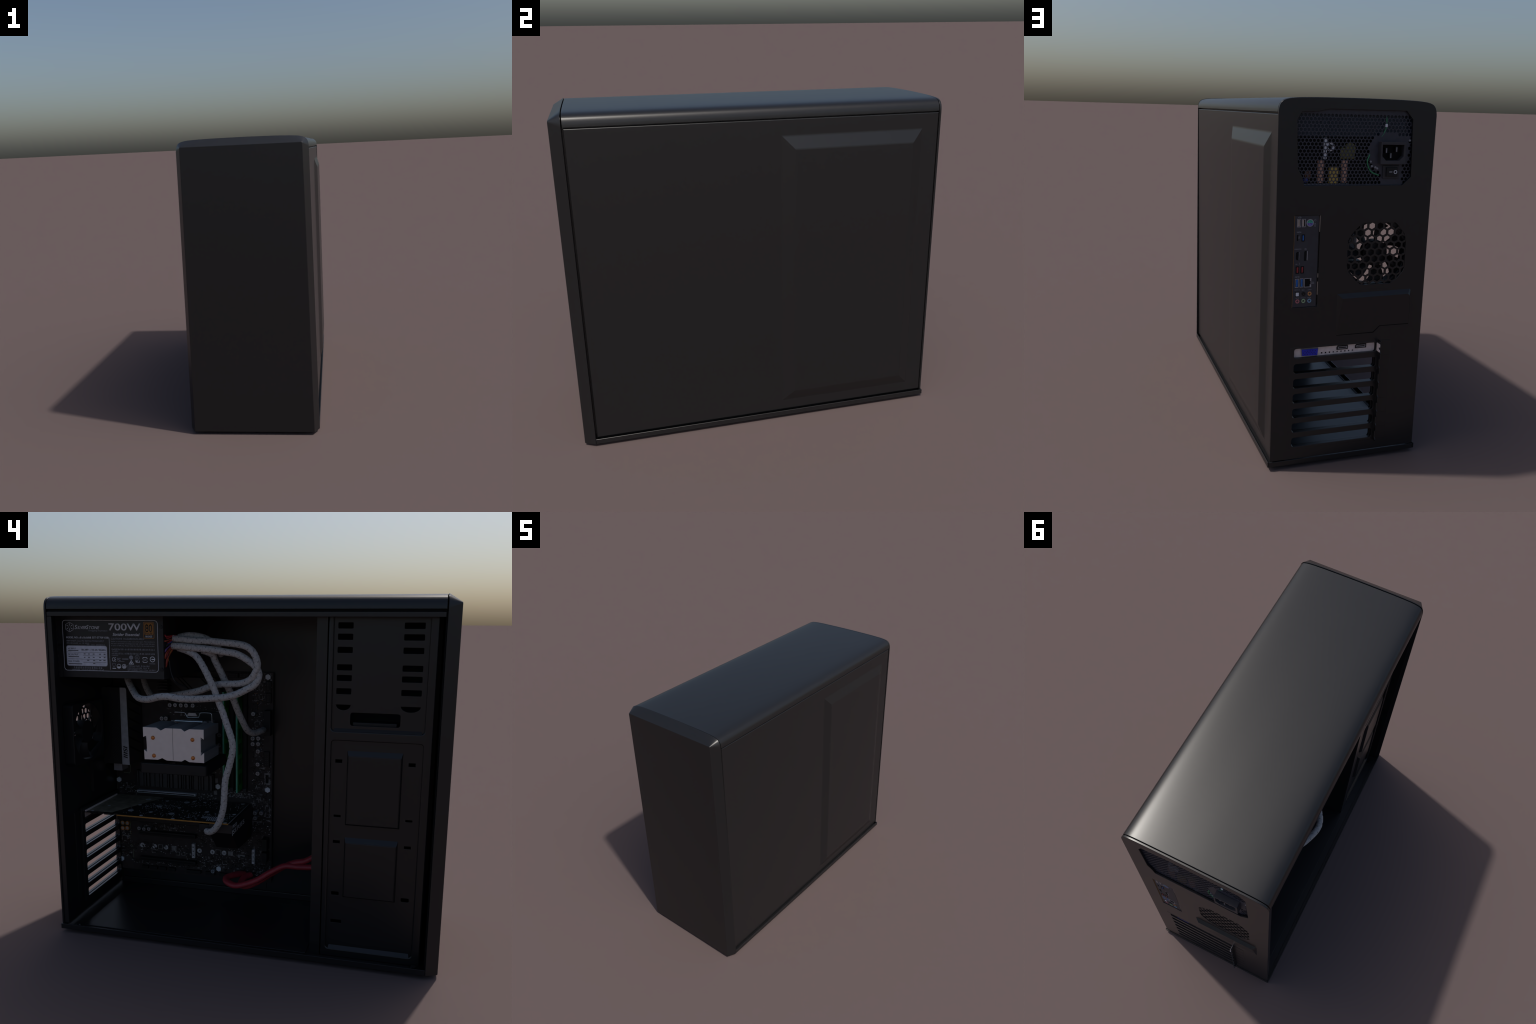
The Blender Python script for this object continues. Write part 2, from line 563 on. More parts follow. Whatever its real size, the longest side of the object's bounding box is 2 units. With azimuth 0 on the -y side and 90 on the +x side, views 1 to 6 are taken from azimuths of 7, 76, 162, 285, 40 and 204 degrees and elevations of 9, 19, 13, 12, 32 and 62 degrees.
# small score lines between the slots, right of the openings
bm = bmesh.new()
for t in slot_tops:
    add_box(bm, -0.224, -0.166, 0.967, 0.9678, t + 0.008, t + 0.0088)
finish(bm, "score_line", rear, STEEL, stuff=True)

# notched flange standing out beside the slots
prof = [(0.955, 0.090)]
for t in reversed(slot_tops):
    b = t - SLOT_H - 0.010
    prof += [(0.9985, b + 0.002), (1.0, b + 0.010), (0.990, b + 0.018), (0.988, b + 0.050), (0.999, b + 0.060), (1.0, b + 0.066), (0.9985, b + 0.072)]
prof += [(0.955, 0.625)]
prof = [(y, z) for y, z in prof]
plate("slot_flange", rear, STEEL, prof, [], "x", -0.1625, -0.1575, 0.001)


def handle_pad():
    """Pressed louvre: stands proud along its top edge and falls back to the panel at its stepped lower edge."""
    bm = bmesh.new()
    base = [(0.0697, 0.871), (-0.312, 0.876), (-0.3165, 0.871), (-0.3165, 0.700), (-0.159, 0.6995), (-0.127, 0.6695), (0.0675, 0.667)]
    crest = [(0.046, 0.850, 0.984), (-0.294, 0.855, 0.984), (-0.304, 0.847, 0.984), (-0.315, 0.7005, 0.9695), (-0.158, 0.700, 0.9695), (-0.126, 0.670, 0.9675), (0.066, 0.668, 0.9675)]
    A = [bm.verts.new((x, 0.9655, z)) for x, z in base]
    B = [bm.verts.new((x, y, z)) for x, z, y in crest]
    n = len(A)
    for i in range(n):
        bm.faces.new((A[i], A[(i + 1) % n], B[(i + 1) % n], B[i]))
    bmesh.ops.triangulate(bm, faces=[bm.faces.new(B)])
    bm.faces.new(A)
    finish(bm, "raised_pad", rear, STEEL, 8)
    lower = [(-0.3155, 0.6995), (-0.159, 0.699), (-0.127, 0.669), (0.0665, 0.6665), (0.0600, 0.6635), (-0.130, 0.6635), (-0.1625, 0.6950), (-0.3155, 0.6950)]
    plate("pad_shadow_strip", rear, DARK, lower, [], "y", 0.9655, 0.9666)  # black plate modelled as the shadow under the pad's lower edge


handle_pad()
hexgrid("fan_grille", rear, STEEL, -0.2920, 0.050, 0.885, 1.240, 0.0396, 0.0096, "y", 0.958, 0.006, None, 0.92)

# bottom tray --------------------------------------------------------------
tray = plate("bottom_tray", root, STEEL, rrect(-0.394, -0.940, 0.3885, 0.969), [], "z", 0.0168, 0.0205, 0.001)
bm = bmesh.new()
add_box(bm, -0.3965, -0.3915, -0.9405, 0.9695, 0.0175, 0.0450)
add_box(bm, 0.3865, 0.3905, -0.9405, 0.9695, 0.0175, 0.0450)
add_box(bm, -0.3880, 0.3860, 0.9672, 0.9712, 0.0175, 0.0425)
bmesh.ops.bevel(bm, geom=list(bm.edges), offset=0.0008, segments=1, affect="EDGES")
finish(bm, "tray_lip", tray, STEEL, 35)
plate("floor_field", tray, INNER, rrect(-0.335, -0.36, 0.215, 0.865, 0.012), [], "z", 0.0206, 0.0250, 0.002)
box("floor_edge_rib", tray, INNER, -0.388, -0.372, -0.93, 0.85, 0.0206, 0.0240, 0.001)
for x, y in ((-0.345, 0.893), (-0.345, -0.885)):
    cyl("floor_screw", tray, INNER, "z", x, y, 0.016, 0.0206, 0.033, 20, 0.012)
for x in (-0.25, 0.25):
    for y in (-0.72, 0.72):
        cyl("foot", tray, DARK, "z", x, y, 0.045, 0.0, 0.0172, 28)

# inner frame ---------------------------------------------------------------
box("upper_rail", root, STEEL, -0.3825, -0.372, -0.9345, 0.9535, 1.666, 1.6865, 0.001)
box("rail_groove", root, DARK, -0.372, -0.360, -0.9345, 0.9535, 1.670, 1.703)
box("roof_liner", root, INNER, -0.355, 0.355, -0.934, 0.953, 1.700, 1.7035)
wall = plate("board_wall", root, INNER, rrect(-0.932, 0.0206, 0.9545, 1.698),
             [], "x", 0.3120, 0.3155, 0.001)
box("wall_fold", wall, INNER, 0.300, 0.3118, -0.377, 0.935, 0.0206, 0.056, 0.003)
plate("wall_field", wall, INNER, rrect(0.0, 0.058, 0.940, 0.112, 0.01), [], "x", 0.3065, 0.3119, 0.002)
box("side_liner", root, INNER, 0.345, 0.3615, -0.9402, 0.953, 0.0206, 1.697)
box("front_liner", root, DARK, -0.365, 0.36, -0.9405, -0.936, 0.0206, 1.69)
box("rear_edge_fold", rear, INNER, -0.381, -0.374, 0.930, 0.9562, 0.046, 1.664)
box("rear_inner_strip", rear, INNER, -0.02, 0.012, 0.940, 0.9560, 0.692, 0.877)

# ------------------------------------------------------------------ drive cage
XC = -0.325
low_holes = [rrect(-0.509, 1.0, -0.477, 1.0165), rrect(-0.843, 1.0, -0.812, 1.0165), rrect(-0.51, 0.736, -0.477, 0.747), rrect(-0.843, 0.737, -0.811, 0.747),
             rrect(-0.51, 0.606, -0.477, 0.62), rrect(-0.843, 0.606, -0.812, 0.619), rrect(-0.513, 0.340, -0.476, 0.358, 0.005), rrect(-0.847, 0.340, -0.810, 0.359, 0.005),
             rrect(-0.530, 0.195, -0.477, 0.212)]
up_holes = []
for zt in (1.642, 1.592, 1.534, 1.456, 1.408, 1.348):
    up_holes += [rrect(-0.5395, zt - 0.0265, -0.4715, zt, 0.004, 2), rrect(-0.8515, zt - 0.0265, -0.763, zt, 0.004, 2)]
for a, b in ((-0.539, -0.472), (-0.851, -0.764)):
    m, h = (a + b) / 2, (b - a) / 2
    up_holes.append([(m + h * math.cos(math.pi + math.pi * k / 10), 1.273 + 0.0255 * math.sin(math.pi + math.pi * k / 10)) for k in range(11)])
up_holes.append(rrect(-0.765, 1.177, -0.539, 1.238, 0.012))
cage_outer = rrect(-0.912, 0.0208, -0.431, 1.695)
frame_holes = [rrect(-0.874, 1.152, -0.454, 1.694, 0.014), rrect(-0.873, 0.061, -0.456, 1.107, 0.016)]
cage = plate("drive_cage", root, INNER, cage_outer, frame_holes, "x", XC, XC + 0.0165, 0.006)
box("cage_flange", cage, INNER, XC, XC + 0.004, -0.427, -0.377, 0.0208, 1.695, 0.0015)
box("cage_side", cage, INNER, XC + 0.004, 0.30, -0.381, -0.377, 0.0208, 1.695)
box("cage_back", cage, DARK, -0.22, -0.215, -0.911, -0.383, 0.0208, 1.695)
box("cage_front_side", cage, INNER, XC + 0.014, 0.29, -0.912, -0.908, 0.0208, 1.695)


def pan(name, outer, holes, x):
    return plate(name, cage, INNER, outer, holes, "x", x, x + 0.004, 0.0008)


pan("upper_pan", rrect(-0.885, 1.140, -0.443, 1.694), up_holes, XC + 0.0140)
pan("lower_pan", rrect(-0.884, 0.050, -0.445, 1.118), low_holes, XC + 0.0140)


def slope(name, y0, y1, z0, z1, zi):
    """Lit sloping lower wall of a pressed pan."""
    bm = bmesh.new()
    P = [(XC + 0.0005, y0, z0), (XC + 0.0005, y1, z0), (XC + 0.0143, y1 - 0.004, zi), (XC + 0.0143, y0 + 0.004, zi), (XC + 0.0143, y0, z0), (XC + 0.0143, y1, z0)]
    v = [bm.verts.new(p) for p in P]
    for q in ((0, 1, 2, 3), (0, 4, 5, 1), (0, 3, 4), (1, 5, 2), (4, 3, 2, 5)):
        bm.faces.new([v[i] for i in q])
    return finish(bm, name, cage, INNER)


slope("pan_slope", -0.864, -0.464, 1.151, 1.153, 1.164)
slope("pan_slope", -0.862, -0.468, 0.060, 0.062, 0.076)


def embossed(y0, y1, z0, z1):
    bm = bmesh.new()
    xb, xt = XC + 0.0143, XC - 0.004
    A = [bm.verts.new((xb, y, z)) for y, z in ((y0, z0), (y1, z0), (y1, z1), (y0, z1))]
    d = 0.008
    B = [bm.verts.new((xt, y, z)) for y, z in ((y0 + d, z0 + 0.012), (y1 - d, z0 + 0.012), (y1 - d, z1 - 0.024), (y0 + d, z1 - 0.024))]
    for i in range(4):
        bm.faces.new((A[i], A[(i + 1) % 4], B[(i + 1) % 4], B[i]))
    bm.faces.new(B)
    bm.faces.new(A)
    bmesh.ops.bevel(bm, geom=[e for e in bm.edges if all(abs(v.co.x - xt) < 1e-5 for v in e.verts)], offset=0.002, segments=2, affect="EDGES")
    return finish(bm, "raised_field", cage, INNER, 12)


embossed(-0.786, -0.532, 0.699, 1.060)
embossed(-0.783, -0.532, 0.333, 0.639)
box("drive", cage, BLACKP, -0.300, -0.225, -0.75, -0.55, 1.172, 1.192, 0.003)

# ------------------------------------------------------------------ power supply
XP = -0.299
supply = box("power_supply", root, PSU, XP, 0.285, 0.377, 0.930, 1.364, 1.698, 0.003)
box("supply_skirt", supply, PSU, XP, XP + 0.006, 0.9305, 0.956, 1.3635, 1.70)


def around_socket(x, z):
    return (x < -0.075 and x > -0.262 and 1.475 < z < 1.598) or ((x + 0.150) ** 2 + (z - 1.53) ** 2 < 0.093 ** 2 and x > -0.262) or (-0.232 < x < -0.120 and 1.37 < z < 1.48) or z > 1.697 or z < 1.3835


hexgrid("supply_mesh", supply, MESH, -0.300, 0.312, 1.366, 1.725, 0.0181, 0.0040, "y", 0.9515, 0.002, around_socket)
box("supply_upper_backing", supply, BLUEBACK, -0.29, 0.30, 0.9305, 0.9335, 1.597, 1.72)
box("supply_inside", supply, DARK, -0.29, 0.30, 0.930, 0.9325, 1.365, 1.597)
for x0 in (0.151, 0.036):
    coil = cyl("coil", supply, COIL, "z", x0 + 0.015, 0.934, 0.0150, 1.392, 1.493, 16)
    bm = bmesh.new()
    for k in range(8):
        z = 1.398 + k * 0.012
        add_cyl(bm, "z", x0 + 0.015, 0.934, 0.0165, z, z + 0.0045, 16)
    finish(bm, "coil_turn", coil, COIL, 40, stuff=True)
box("transformer", supply, YELLOW, 0.084, 0.128, 0.934, 0.950, 1.389, 1.464, 0.002)
box("choke", supply, OLIVE, 0.005, 0.078, 0.934, 0.948, 1.498, 1.550, 0.006)
cyl("choke_top", supply, OLIVE, "y", 0.03, 1.545, 0.026, 0.934, 0.947)
box("terminal", supply, INK, 0.144, 0.158, 0.934, 0.950, 1.498, 1.592, 0.002)
ring("terminal_ring", supply, INK, "y", 0.128, 1.553, 0.020, 0.011, 0.938, 0.949)
box("varistor", supply, BROWN, 0.214, 0.245, 0.936, 0.948, 1.410, 1.445, 0.005)
cyl("varistor_blue", supply, BLUEPART, "y", 0.240, 1.404, 0.011, 0.936, 0.949)
tube("earth_wire", supply, W_GRN, [(-0.139, 0.951, 1.69), (-0.141, 0.951, 1.651), (-0.132, 0.951, 1.62), (-0.118, 0.951, 1.599)], 0.003, 8, 0.006)
box("wire_lug", supply, INK, -0.145, -0.134, 0.9525, 0.956, 1.644, 1.658, 0.001)
tube("earth_wire", supply, W_GRN, [(-0.064, 0.954, 1.52), (-0.054, 0.954, 1.484), (-0.074, 0.954, 1.443), (-0.114, 0.954, 1.425)], 0.003, 8, 0.006)
for x, z in ((-0.070, 1.488), (-0.077, 1.467), (-0.104, 1.457), (-0.095, 1.462), (-0.262, 1.585)):
    cyl("rivet", supply, INKDIM, "y", x, z, 0.005, 0.953, 0.957, 10)
bm = bmesh.new()
for k in range(12):
    add_box(bm, 0.236 - k * 0.0185, 0.247 - k * 0.0185, 0.9345, 0.949, 1.3838, 1.3875)
finish(bm, "board_edge_mark", supply, INKDIM, stuff=True)
socket = plate("power_socket", supply, mat("socket_grey_black", (0.030, 0.029, 0.036), 0.5), rrect(-0.231, 1.478, -0.1055, 1.580, 0.003),
               [[(-0.113, 1.566), (-0.220, 1.566), (-0.220, 1.514), (-0.200, 1.495), (-0.133, 1.495), (-0.113, 1.514)]], "y", 0.9535, 0.985, 0.0015)
box("socket_floor", socket, DARK, -0.2295, -0.107, 0.954, 0.957, 1.48, 1.578)
for x, z in ((-0.135, 1.540), (-0.186, 1.545), (-0.158, 1.517)):
    box("socket_pin", socket, BLACKP, x - 0.006, x + 0.006, 0.957, 0.978, z - 0.012, z + 0.012, 0.001)
    box("socket_pin_tip", socket, INKDIM, x - 0.002, x + 0.002, 0.957, 0.9785, z - 0.010, z + 0.010)
sw = box("power_switch", supply, mat("switch_frame", (0.022, 0.021, 0.026), 0.5), -0.217, -0.1315, 0.9535, 0.960, 1.411, 1.470, 0.0015)
box("switch_rocker", sw, BLACKP, -0.205, -0.147, 0.960, 0.968, 1.420, 1.463, 0.003)
box("switch_bar_mark", sw, INK, -0.176, -0.161, 0.968, 0.9685, 1.4405, 1.4430)
ring("switch_ring_mark", sw, INK, "y", -0.192, 1.4415, 0.0088, 0.0058, 0.968, 0.9685, 18)

# printed label on the left face
XL = XP - 0.0012
label = plate("supply_label", supply, LABEL, rrect(0.4045, 1.398, 0.919, 1.6475, 0.016), [], "x", XL, XP - 0.0001)


def L(name, m, y0, y1, z0, z1, w=0.0005):
    """Thin printed bar on the label."""
    return box(name, label, m, XL - w, XL - 0.0001, y0, y1, z0, z1)


plate("label_border", label, INK, rrect(0.4045, 1.398, 0.919, 1.6475, 0.017), [rrect(0.4065, 1.400, 0.917, 1.6455, 0.0155)], "x", XL - 0.0005, XL - 0.0001)
hexa = lambda cy, cz, ry, rz: [(cy + ry * math.sin(math.pi / 3 * k), cz + rz * math.cos(math.pi / 3 * k)) for k in range(6)]
plate("label_hexagon", label, INK, hexa(0.879, 1.6135, 0.0255, 0.0245), [hexa(0.879, 1.6135, 0.0238, 0.0229)], "x", XL - 0.0005, XL - 0.0001)
bm = bmesh.new()
for k in range(6):
    a = math.pi / 3 * k
    s, c = math.sin(a), math.cos(a)
    for r0, r1, w in ((0.006, 0.0175, 0.0014), (0.013, 0.0165, 0.0036)):
        pts = [(0.879 + r * s + q * c, 1.6135 + r * c - q * s) for r, q in ((r0, -w / 2), (r1, -w / 2), (r1, w / 2), (r0, w / 2))]
        lo = [bm.verts.new((XL - 0.0001, *p)) for p in pts]
        hi = [bm.verts.new((XL - 0.0005 - w * 0.01, *p)) for p in pts]
        bm.faces.new(hi)
        for i in range(4):
            bm.faces.new((lo[i], lo[(i + 1) % 4], hi[(i + 1) % 4], hi[i]))
finish(bm, "label_snowflake", label, INK, stuff=True)


def T(body, y0, z0, y1, z1, m=INK, shear=0.0, turn=False, bold=0.0, w=XL - 0.0001, parent=None):
    return text("lettering", parent or label, m, body, "left", (y0, z0), (y1, z1), w, shear, turn, 0.0005, bold)


T("S", 0.8505, 1.6035, 0.836, 1.6235, shear=0.25)
T("ILVER", 0.834, 1.604, 0.7865, 1.6185, shear=0.25)
T("S", 0.787, 1.6035, 0.7735, 1.6235, shear=0.25)
T("TONE", 0.771, 1.604, 0.714, 1.6185, shear=0.25)
T("Designing Inspiration", 0.774, 1.591, 0.672, 1.6005, INKDIM)
T("700W", 0.665, 1.5975, 0.494, 1.633, bold=0.012)
T("Strider Essential", 0.644, 1.572, 0.5, 1.5865, shear=0.2, bold=0.012)
plate("badge_frame", label, BRONZE, rrect(0.423, 1.5600, 0.4795, 1.6400, 0.007), [rrect(0.4255, 1.5625, 0.4770, 1.6375, 0.006)], "x", XL - 0.0005, XL - 0.0001)
plate("badge_field", label, BRONZE, rrect(0.4285, 1.5785, 0.4740, 1.6350, 0.005), [], "x", XL - 0.0004, XL - 0.0001)
T("80", 0.470, 1.5915, 0.433, 1.6285, LABEL, bold=0.01, w=XL - 0.0004)
T("PLUS", 0.4695, 1.5805, 0.4335, 1.5890, LABEL, bold=0.01, w=XL - 0.0004)
T("BRONZE", 0.469, 1.566, 0.434, 1.5745, INK)
T("MODEL NO", 0.900, 1.558, 0.836, 1.567, INK)
T("SST-ST70F-ESB", 0.757, 1.5585, 0.667, 1.5675, INK)
T("700W WATT Active PFC SWITCH POWER SUPPLY", 0.900, 1.5415, 0.692, 1.5495, INKDIM)
L("label_rule", INK, 0.6635, 0.6648, 1.406, 1.563)
T("CAUTION!  HAZARDOUS AREA", 0.654, 1.5535, 0.476, 1.5625, INKDIM)
T("Under no circumstance is this case to be open. This machine is", 0.654, 1.5405, 0.423, 1.5475, INKDIM)
T("not user serviceable and dangerous high voltage inside this case", 0.654, 1.5305, 0.423, 1.5375, INKDIM)
T("in event of difficulty. Please notify your dealer for prompt service", 0.654, 1.5205, 0.424, 1.5275, INKDIM)


def small_print(y0, y1, z0, z1, m, seed):
    """Line of tiny dense print: blocks of strokes too small to read."""
    r = random.Random(seed)
    bm = bmesh.new()
    y = y0
    h = z1 - z0
    while y > y1:
        w = h * 0.85
        if r.random() > 0.08:
            for k in range(r.randint(2, 3)):
                zz = z0 + h * (0.08 + 0.34 * k)
                add_box(bm, XL - 0.0005, XL - 0.0001, y - w * r.uniform(0.75, 0.95), y - w * 0.05, zz, zz + h * 0.14)
            for k in range(r.randint(1, 2)):
                yy = y - w * r.uniform(0.2, 0.8)
                add_box(bm, XL - 0.00055, XL - 0.00015, yy - h * 0.07, yy + h * 0.07, z0, z1)
        y -= h
    finish(bm, "small_print", label, m, stuff=True)


small_print(0.832, 0.765, 1.558, 1.567, INK, 1)
for i, (a, b, c, d) in enumerate(((0.900, 0.775, 1.532, 1.5375), (0.788, 0.690, 1.525, 1.530), (0.653, 0.423, 1.503, 1.511), (0.652, 0.622, 1.495, 1.501),
                                  (0.653, 0.423, 1.4825, 1.4905), (0.653, 0.622, 1.474, 1.480), (0.572, 0.458, 1.423, 1.4305), (0.570, 0.458, 1.4135, 1.420),
                                  (0.866, 0.715, 1.4085, 1.4185), (0.878, 0.698, 1.4005, 1.4065), (0.455, 0.424, 1.404, 1.411))):
    small_print(a, b, c, d, INKDIM, 10 + i)
plate("rating_field", label, LABELW, rrect(0.679, 1.423, 0.9015, 1.5215, 0.010), [], "x", XL - 0.0005, XL - 0.0001)
plate("rating_border", label, INKDIM, rrect(0.677, 1.421, 0.9035, 1.5235, 0.011), [rrect(0.6785, 1.4225, 0.9020, 1.5220, 0.010)], "x", XL - 0.0004, XL - 0.0001)
XR = XL - 0.0005
for y0, y1, z in ((0.684, 0.898, 1.490), (0.684, 0.898, 1.456), (0.685, 0.812, 1.4725), (0.684, 0.811, 1.4405)):
    box("rating_rule", label, LABEL, XR - 0.0004, XR, y0, y1, z - 0.0006, z + 0.0006)


def TR(b, y0, z0, y1, z1, bold=0.0):
    return T(b, y0, z0, y1, z1, LABEL, bold=bold, w=XR)


TR("AC INPUT", 0.893, 1.504, 0.849, 1.5115)
TR("100-240V ~ / 10~5A / 50-60Hz", 0.819, 1.498, 0.685, 1.507, 0.015)
TR("DC OUTPUT", 0.894, 1.474, 0.837, 1.4825)
TR("MAX. POWER", 0.895, 1.440, 0.832, 1.4485)
for y in (0.807, 0.783, 0.757, 0.722, 0.697):
    box("rating_value", label, LABEL, XR - 0.0004, XR, y - 0.010, y, 1.480, 1.4835)
    box("rating_value", label, LABEL, XR - 0.0004, XR, y - 0.009, y, 1.4635, 1.467)
for y, z in ((0.79, 1.449), (0.757, 1.449), (0.723, 1.449), (0.70, 1.449), (0.757, 1.433)):
    box("rating_value", label, LABEL, XR - 0.0004, XR, y - 0.012, y, z, z + 0.0035)
for y0, y1, z in ((0.893, 0.836, 1.4965), (0.893, 0.834, 1.4655), (0.894, 0.818, 1.430)):
    box("rating_value", label, LABEL, XR - 0.0004, XR, y1, y0, z, z + 0.0035)
T("CE", 0.652, 1.4475, 0.631, 1.467, INK)
T("FC", 0.623, 1.451, 0.606, 1.4655, INKDIM, bold=0.03)
for y, z in ((0.598, 1.4605), (0.598, 1.4565), (0.620, 1.4475)):
    L("mark_line", INKDIM, y - 0.034, y, z, z + 0.002)
cmark = lambda y, z, r, ri, m: ring("mark_ring", label, m, "x", y, z, r, ri, XL - 0.0005, XL - 0.0001, 20)
cmark(0.549, 1.468, 0.0105, 0.0015, INKDIM)
cmark(0.5165, 1.468, 0.0125, 0.0110, INKDIM)
T("CC", 0.523, 1.463, 0.510, 1.473, INKDIM, bold=0.02)
plate("mark_triangle", label, INK, [(0.5635, 1.4345), (0.5345, 1.4345), (0.549, 1.4565)], [[(0.5595, 1.437), (0.5385, 1.437), (0.549, 1.4525)]], "x", XL - 0.0005, XL - 0.0001)
cmark(0.549, 1.4425, 0.0050, 0.0022, INK)
T("RU", 0.527, 1.4425, 0.504, 1.4545, INK, shear=-0.25, bold=0.02)
plate("mark_square", label, INK, rrect(0.463, 1.4445, 0.488, 1.4705, 0.005), [rrect(0.4655, 1.447, 0.4855, 1.468, 0.004)], "x", XL - 0.0005, XL - 0.0001)
L("mark_band", LABEL, 0.461, 0.490, 1.4535, 1.4615, 0.0007)
T("RoHS", 0.4825, 1.455, 0.4685, 1.460, INK, w=XL - 0.0006)
cmark(0.436, 1.461, 0.0138, 0.0108, INK)
L("mark_band", INK, 0.424, 0.441, 1.4585, 1.4632)
T("R33225", 0.451, 1.437, 0.422, 1.4435, INKDIM)
plate("mark_bin", label, INKDIM, [(0.652, 1.4375), (0.634, 1.4375), (0.638, 1.421), (0.648, 1.421)], [[(0.650, 1.436), (0.636, 1.436), (0.6395, 1.4225), (0.6465, 1.4225)]], "x", XL - 0.0005, XL - 0.0001)
L("mark_bar", INK, 0.633, 0.652, 1.4115, 1.4155)
for y in (0.6165, 0.588):
    cmark(y, 1.424, 0.0115, 0.0095, INK)
plate("mark_half", label, INK, [(0.6165 + 0.009 * math.cos(math.pi + math.pi * k / 10), 1.423 + 0.009 * math.sin(math.pi + math.pi * k / 10)) for k in range(11)], [], "x", XL - 0.0005, XL - 0.0001)
for k in range(3):
    L("mark_bar", INK, 0.581 + k * 0.005, 0.5838 + k * 0.005, 1.421, 1.427 + (k % 2) * 0.004)
L("mark_bar", INK, 0.5815, 0.5945, 1.4175, 1.4205)
T("GY1224080", 0.570, 1.4025, 0.516, 1.4115, INKDIM)
T("Made In China", 0.511, 1.4045, 0.461, 1.4115, INKDIM)
for y, z in ((0.938, 1.524), (0.389, 1.617), (0.389, 1.412)):
    cyl("case_screw", supply, BLACKP, "x", y, z, 0.009, XP - 0.004, XP, 16)

# bundle of wires leaving the supply
wires = [W_RED, W_RED, W_BLK, W_ORG, W_RED, W_BLU, W_BLK, W_RED, W_VIO, W_BLK, W_YEL, W_ORG, W_RED, W_BLK, W_YEL, W_RED, W_ORG]
bundle = []
for i, m in enumerate(wires):
    f = i / (len(wires) - 1)
    z0 = 1.578 - 0.155 * f + rng.uniform(-0.006, 0.006)
    x0 = -0.262 + rng.uniform(-0.022, 0.022)
    upper = i < 7
    z1 = (1.575 - 0.03 * (i / 6)) if upper else (1.537 - 0.026 * ((i - 7) / 9))
    o = tube("supply_wire", supply, m, [(x0, 0.383, z0), (x0 - 0.006, 0.3745, z0 + 0.002), (x0 - 0.006, 0.368, (z0 + z1) / 2 - 0.004), (-0.230 + rng.uniform(-0.008, 0.008), 0.356, z1), (-0.230, 0.340, z1)], 0.0038, 7, 0.005)
tube("supply_wire", supply, W_BLK, [(-0.24, 0.373, 1.452), (-0.24, 0.366, 1.40), (-0.235, 0.345, 1.35), (-0.18, 0.31, 1.32)], 0.004, 8, 0.01)
cyl("wire_tie", supply, INK, "z", -0.225, 0.388, 0.003, 1.575, 1.604, 8)

# ------------------------------------------------------------------ sleeved cables
R_SL = 0.0168


def braid(s, a):
    """Herringbone of flat strands: rounded ridges running both ways around the sleeve."""
    k = 2 * math.pi / 0.030
    p, q = k * s + 3 * a, k * s - 3 * a
    h = max(abs(math.sin(p / 2)) if math.sin(q) > 0 else 0.0, abs(math.sin(q / 2)) if math.sin(p) > 0 else 0.0, 0.15)
    return R_SL * (0.945 + 0.075 * h ** 0.6)


def sleeve(pts, name="sleeved_cable"):
    bm = bmesh.new()
    path, Tn, Nn = add_tube(bm, pts, R_SL, 36, 0.0025, braid)
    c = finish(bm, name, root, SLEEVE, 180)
    bm = bmesh.new()
    # dark marker threads set at regular places in the weave
    for j, i in enumerate(range(3, len(path) - 3, 10)):
        for q in range(3):
            a = 2 * math.pi * (q / 3 + (0.17 if j % 2 else 0.0)) + 0.4
            p, t, n = path[i], Tn[i], Nn[i]
            b = t.cross(n)
            rad = n * math.cos(a) + b * math.sin(a)
            tan = b * math.cos(a) - n * math.sin(a)
            sgn = 1 if (j + q) % 2 else -1
            d = (t * 0.75 + tan * sgn * 0.65).normalized()
            e = rad.cross(d)
            c0 = p + rad * R_SL * 1.0
            ln, wd = 0.0036 + 0.0015 * rng.random(), 0.00085
            vs = [bm.verts.new(c0 + d * (sl * ln) + e * (sw_ * wd) + rad * h) for h in (-0.001, 0.0011) for sl, sw_ in ((-1, -1), (1, -1), (1, 1), (-1, 1))]
            for f in ((3, 2, 1, 0), (4, 5, 6, 7), (0, 1, 5, 4), (1, 2, 6, 5), (2, 3, 7, 6), (3, 0, 4, 7)):
                bm.faces.new([vs[k] for k in f])
    finish(bm, "marker_thread", c, TICK, stuff=True, recalc=True)
    return c


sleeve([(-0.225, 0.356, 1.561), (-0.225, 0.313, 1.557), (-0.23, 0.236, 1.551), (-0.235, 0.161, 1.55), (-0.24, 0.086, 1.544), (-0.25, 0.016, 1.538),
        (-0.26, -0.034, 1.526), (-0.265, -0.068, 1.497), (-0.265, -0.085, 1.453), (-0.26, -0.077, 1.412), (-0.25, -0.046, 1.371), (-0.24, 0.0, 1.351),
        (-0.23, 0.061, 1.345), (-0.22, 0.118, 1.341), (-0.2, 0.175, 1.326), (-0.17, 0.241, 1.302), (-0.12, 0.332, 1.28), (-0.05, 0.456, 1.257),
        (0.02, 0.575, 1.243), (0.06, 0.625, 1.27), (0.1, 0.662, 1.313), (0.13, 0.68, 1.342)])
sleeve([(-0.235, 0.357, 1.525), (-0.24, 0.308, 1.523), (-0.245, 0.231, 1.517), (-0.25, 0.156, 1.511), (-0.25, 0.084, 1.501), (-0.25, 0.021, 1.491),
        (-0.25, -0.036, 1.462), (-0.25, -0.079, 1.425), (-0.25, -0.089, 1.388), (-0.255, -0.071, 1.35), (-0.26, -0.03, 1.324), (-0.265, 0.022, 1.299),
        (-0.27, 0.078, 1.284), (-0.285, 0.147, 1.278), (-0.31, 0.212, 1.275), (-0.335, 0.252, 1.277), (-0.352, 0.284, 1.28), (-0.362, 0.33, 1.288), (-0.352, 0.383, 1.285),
        (-0.315, 0.46, 1.266), (-0.25, 0.541, 1.265), (-0.18, 0.602, 1.293), (-0.13, 0.648, 1.332), (-0.1, 0.67, 1.359)])
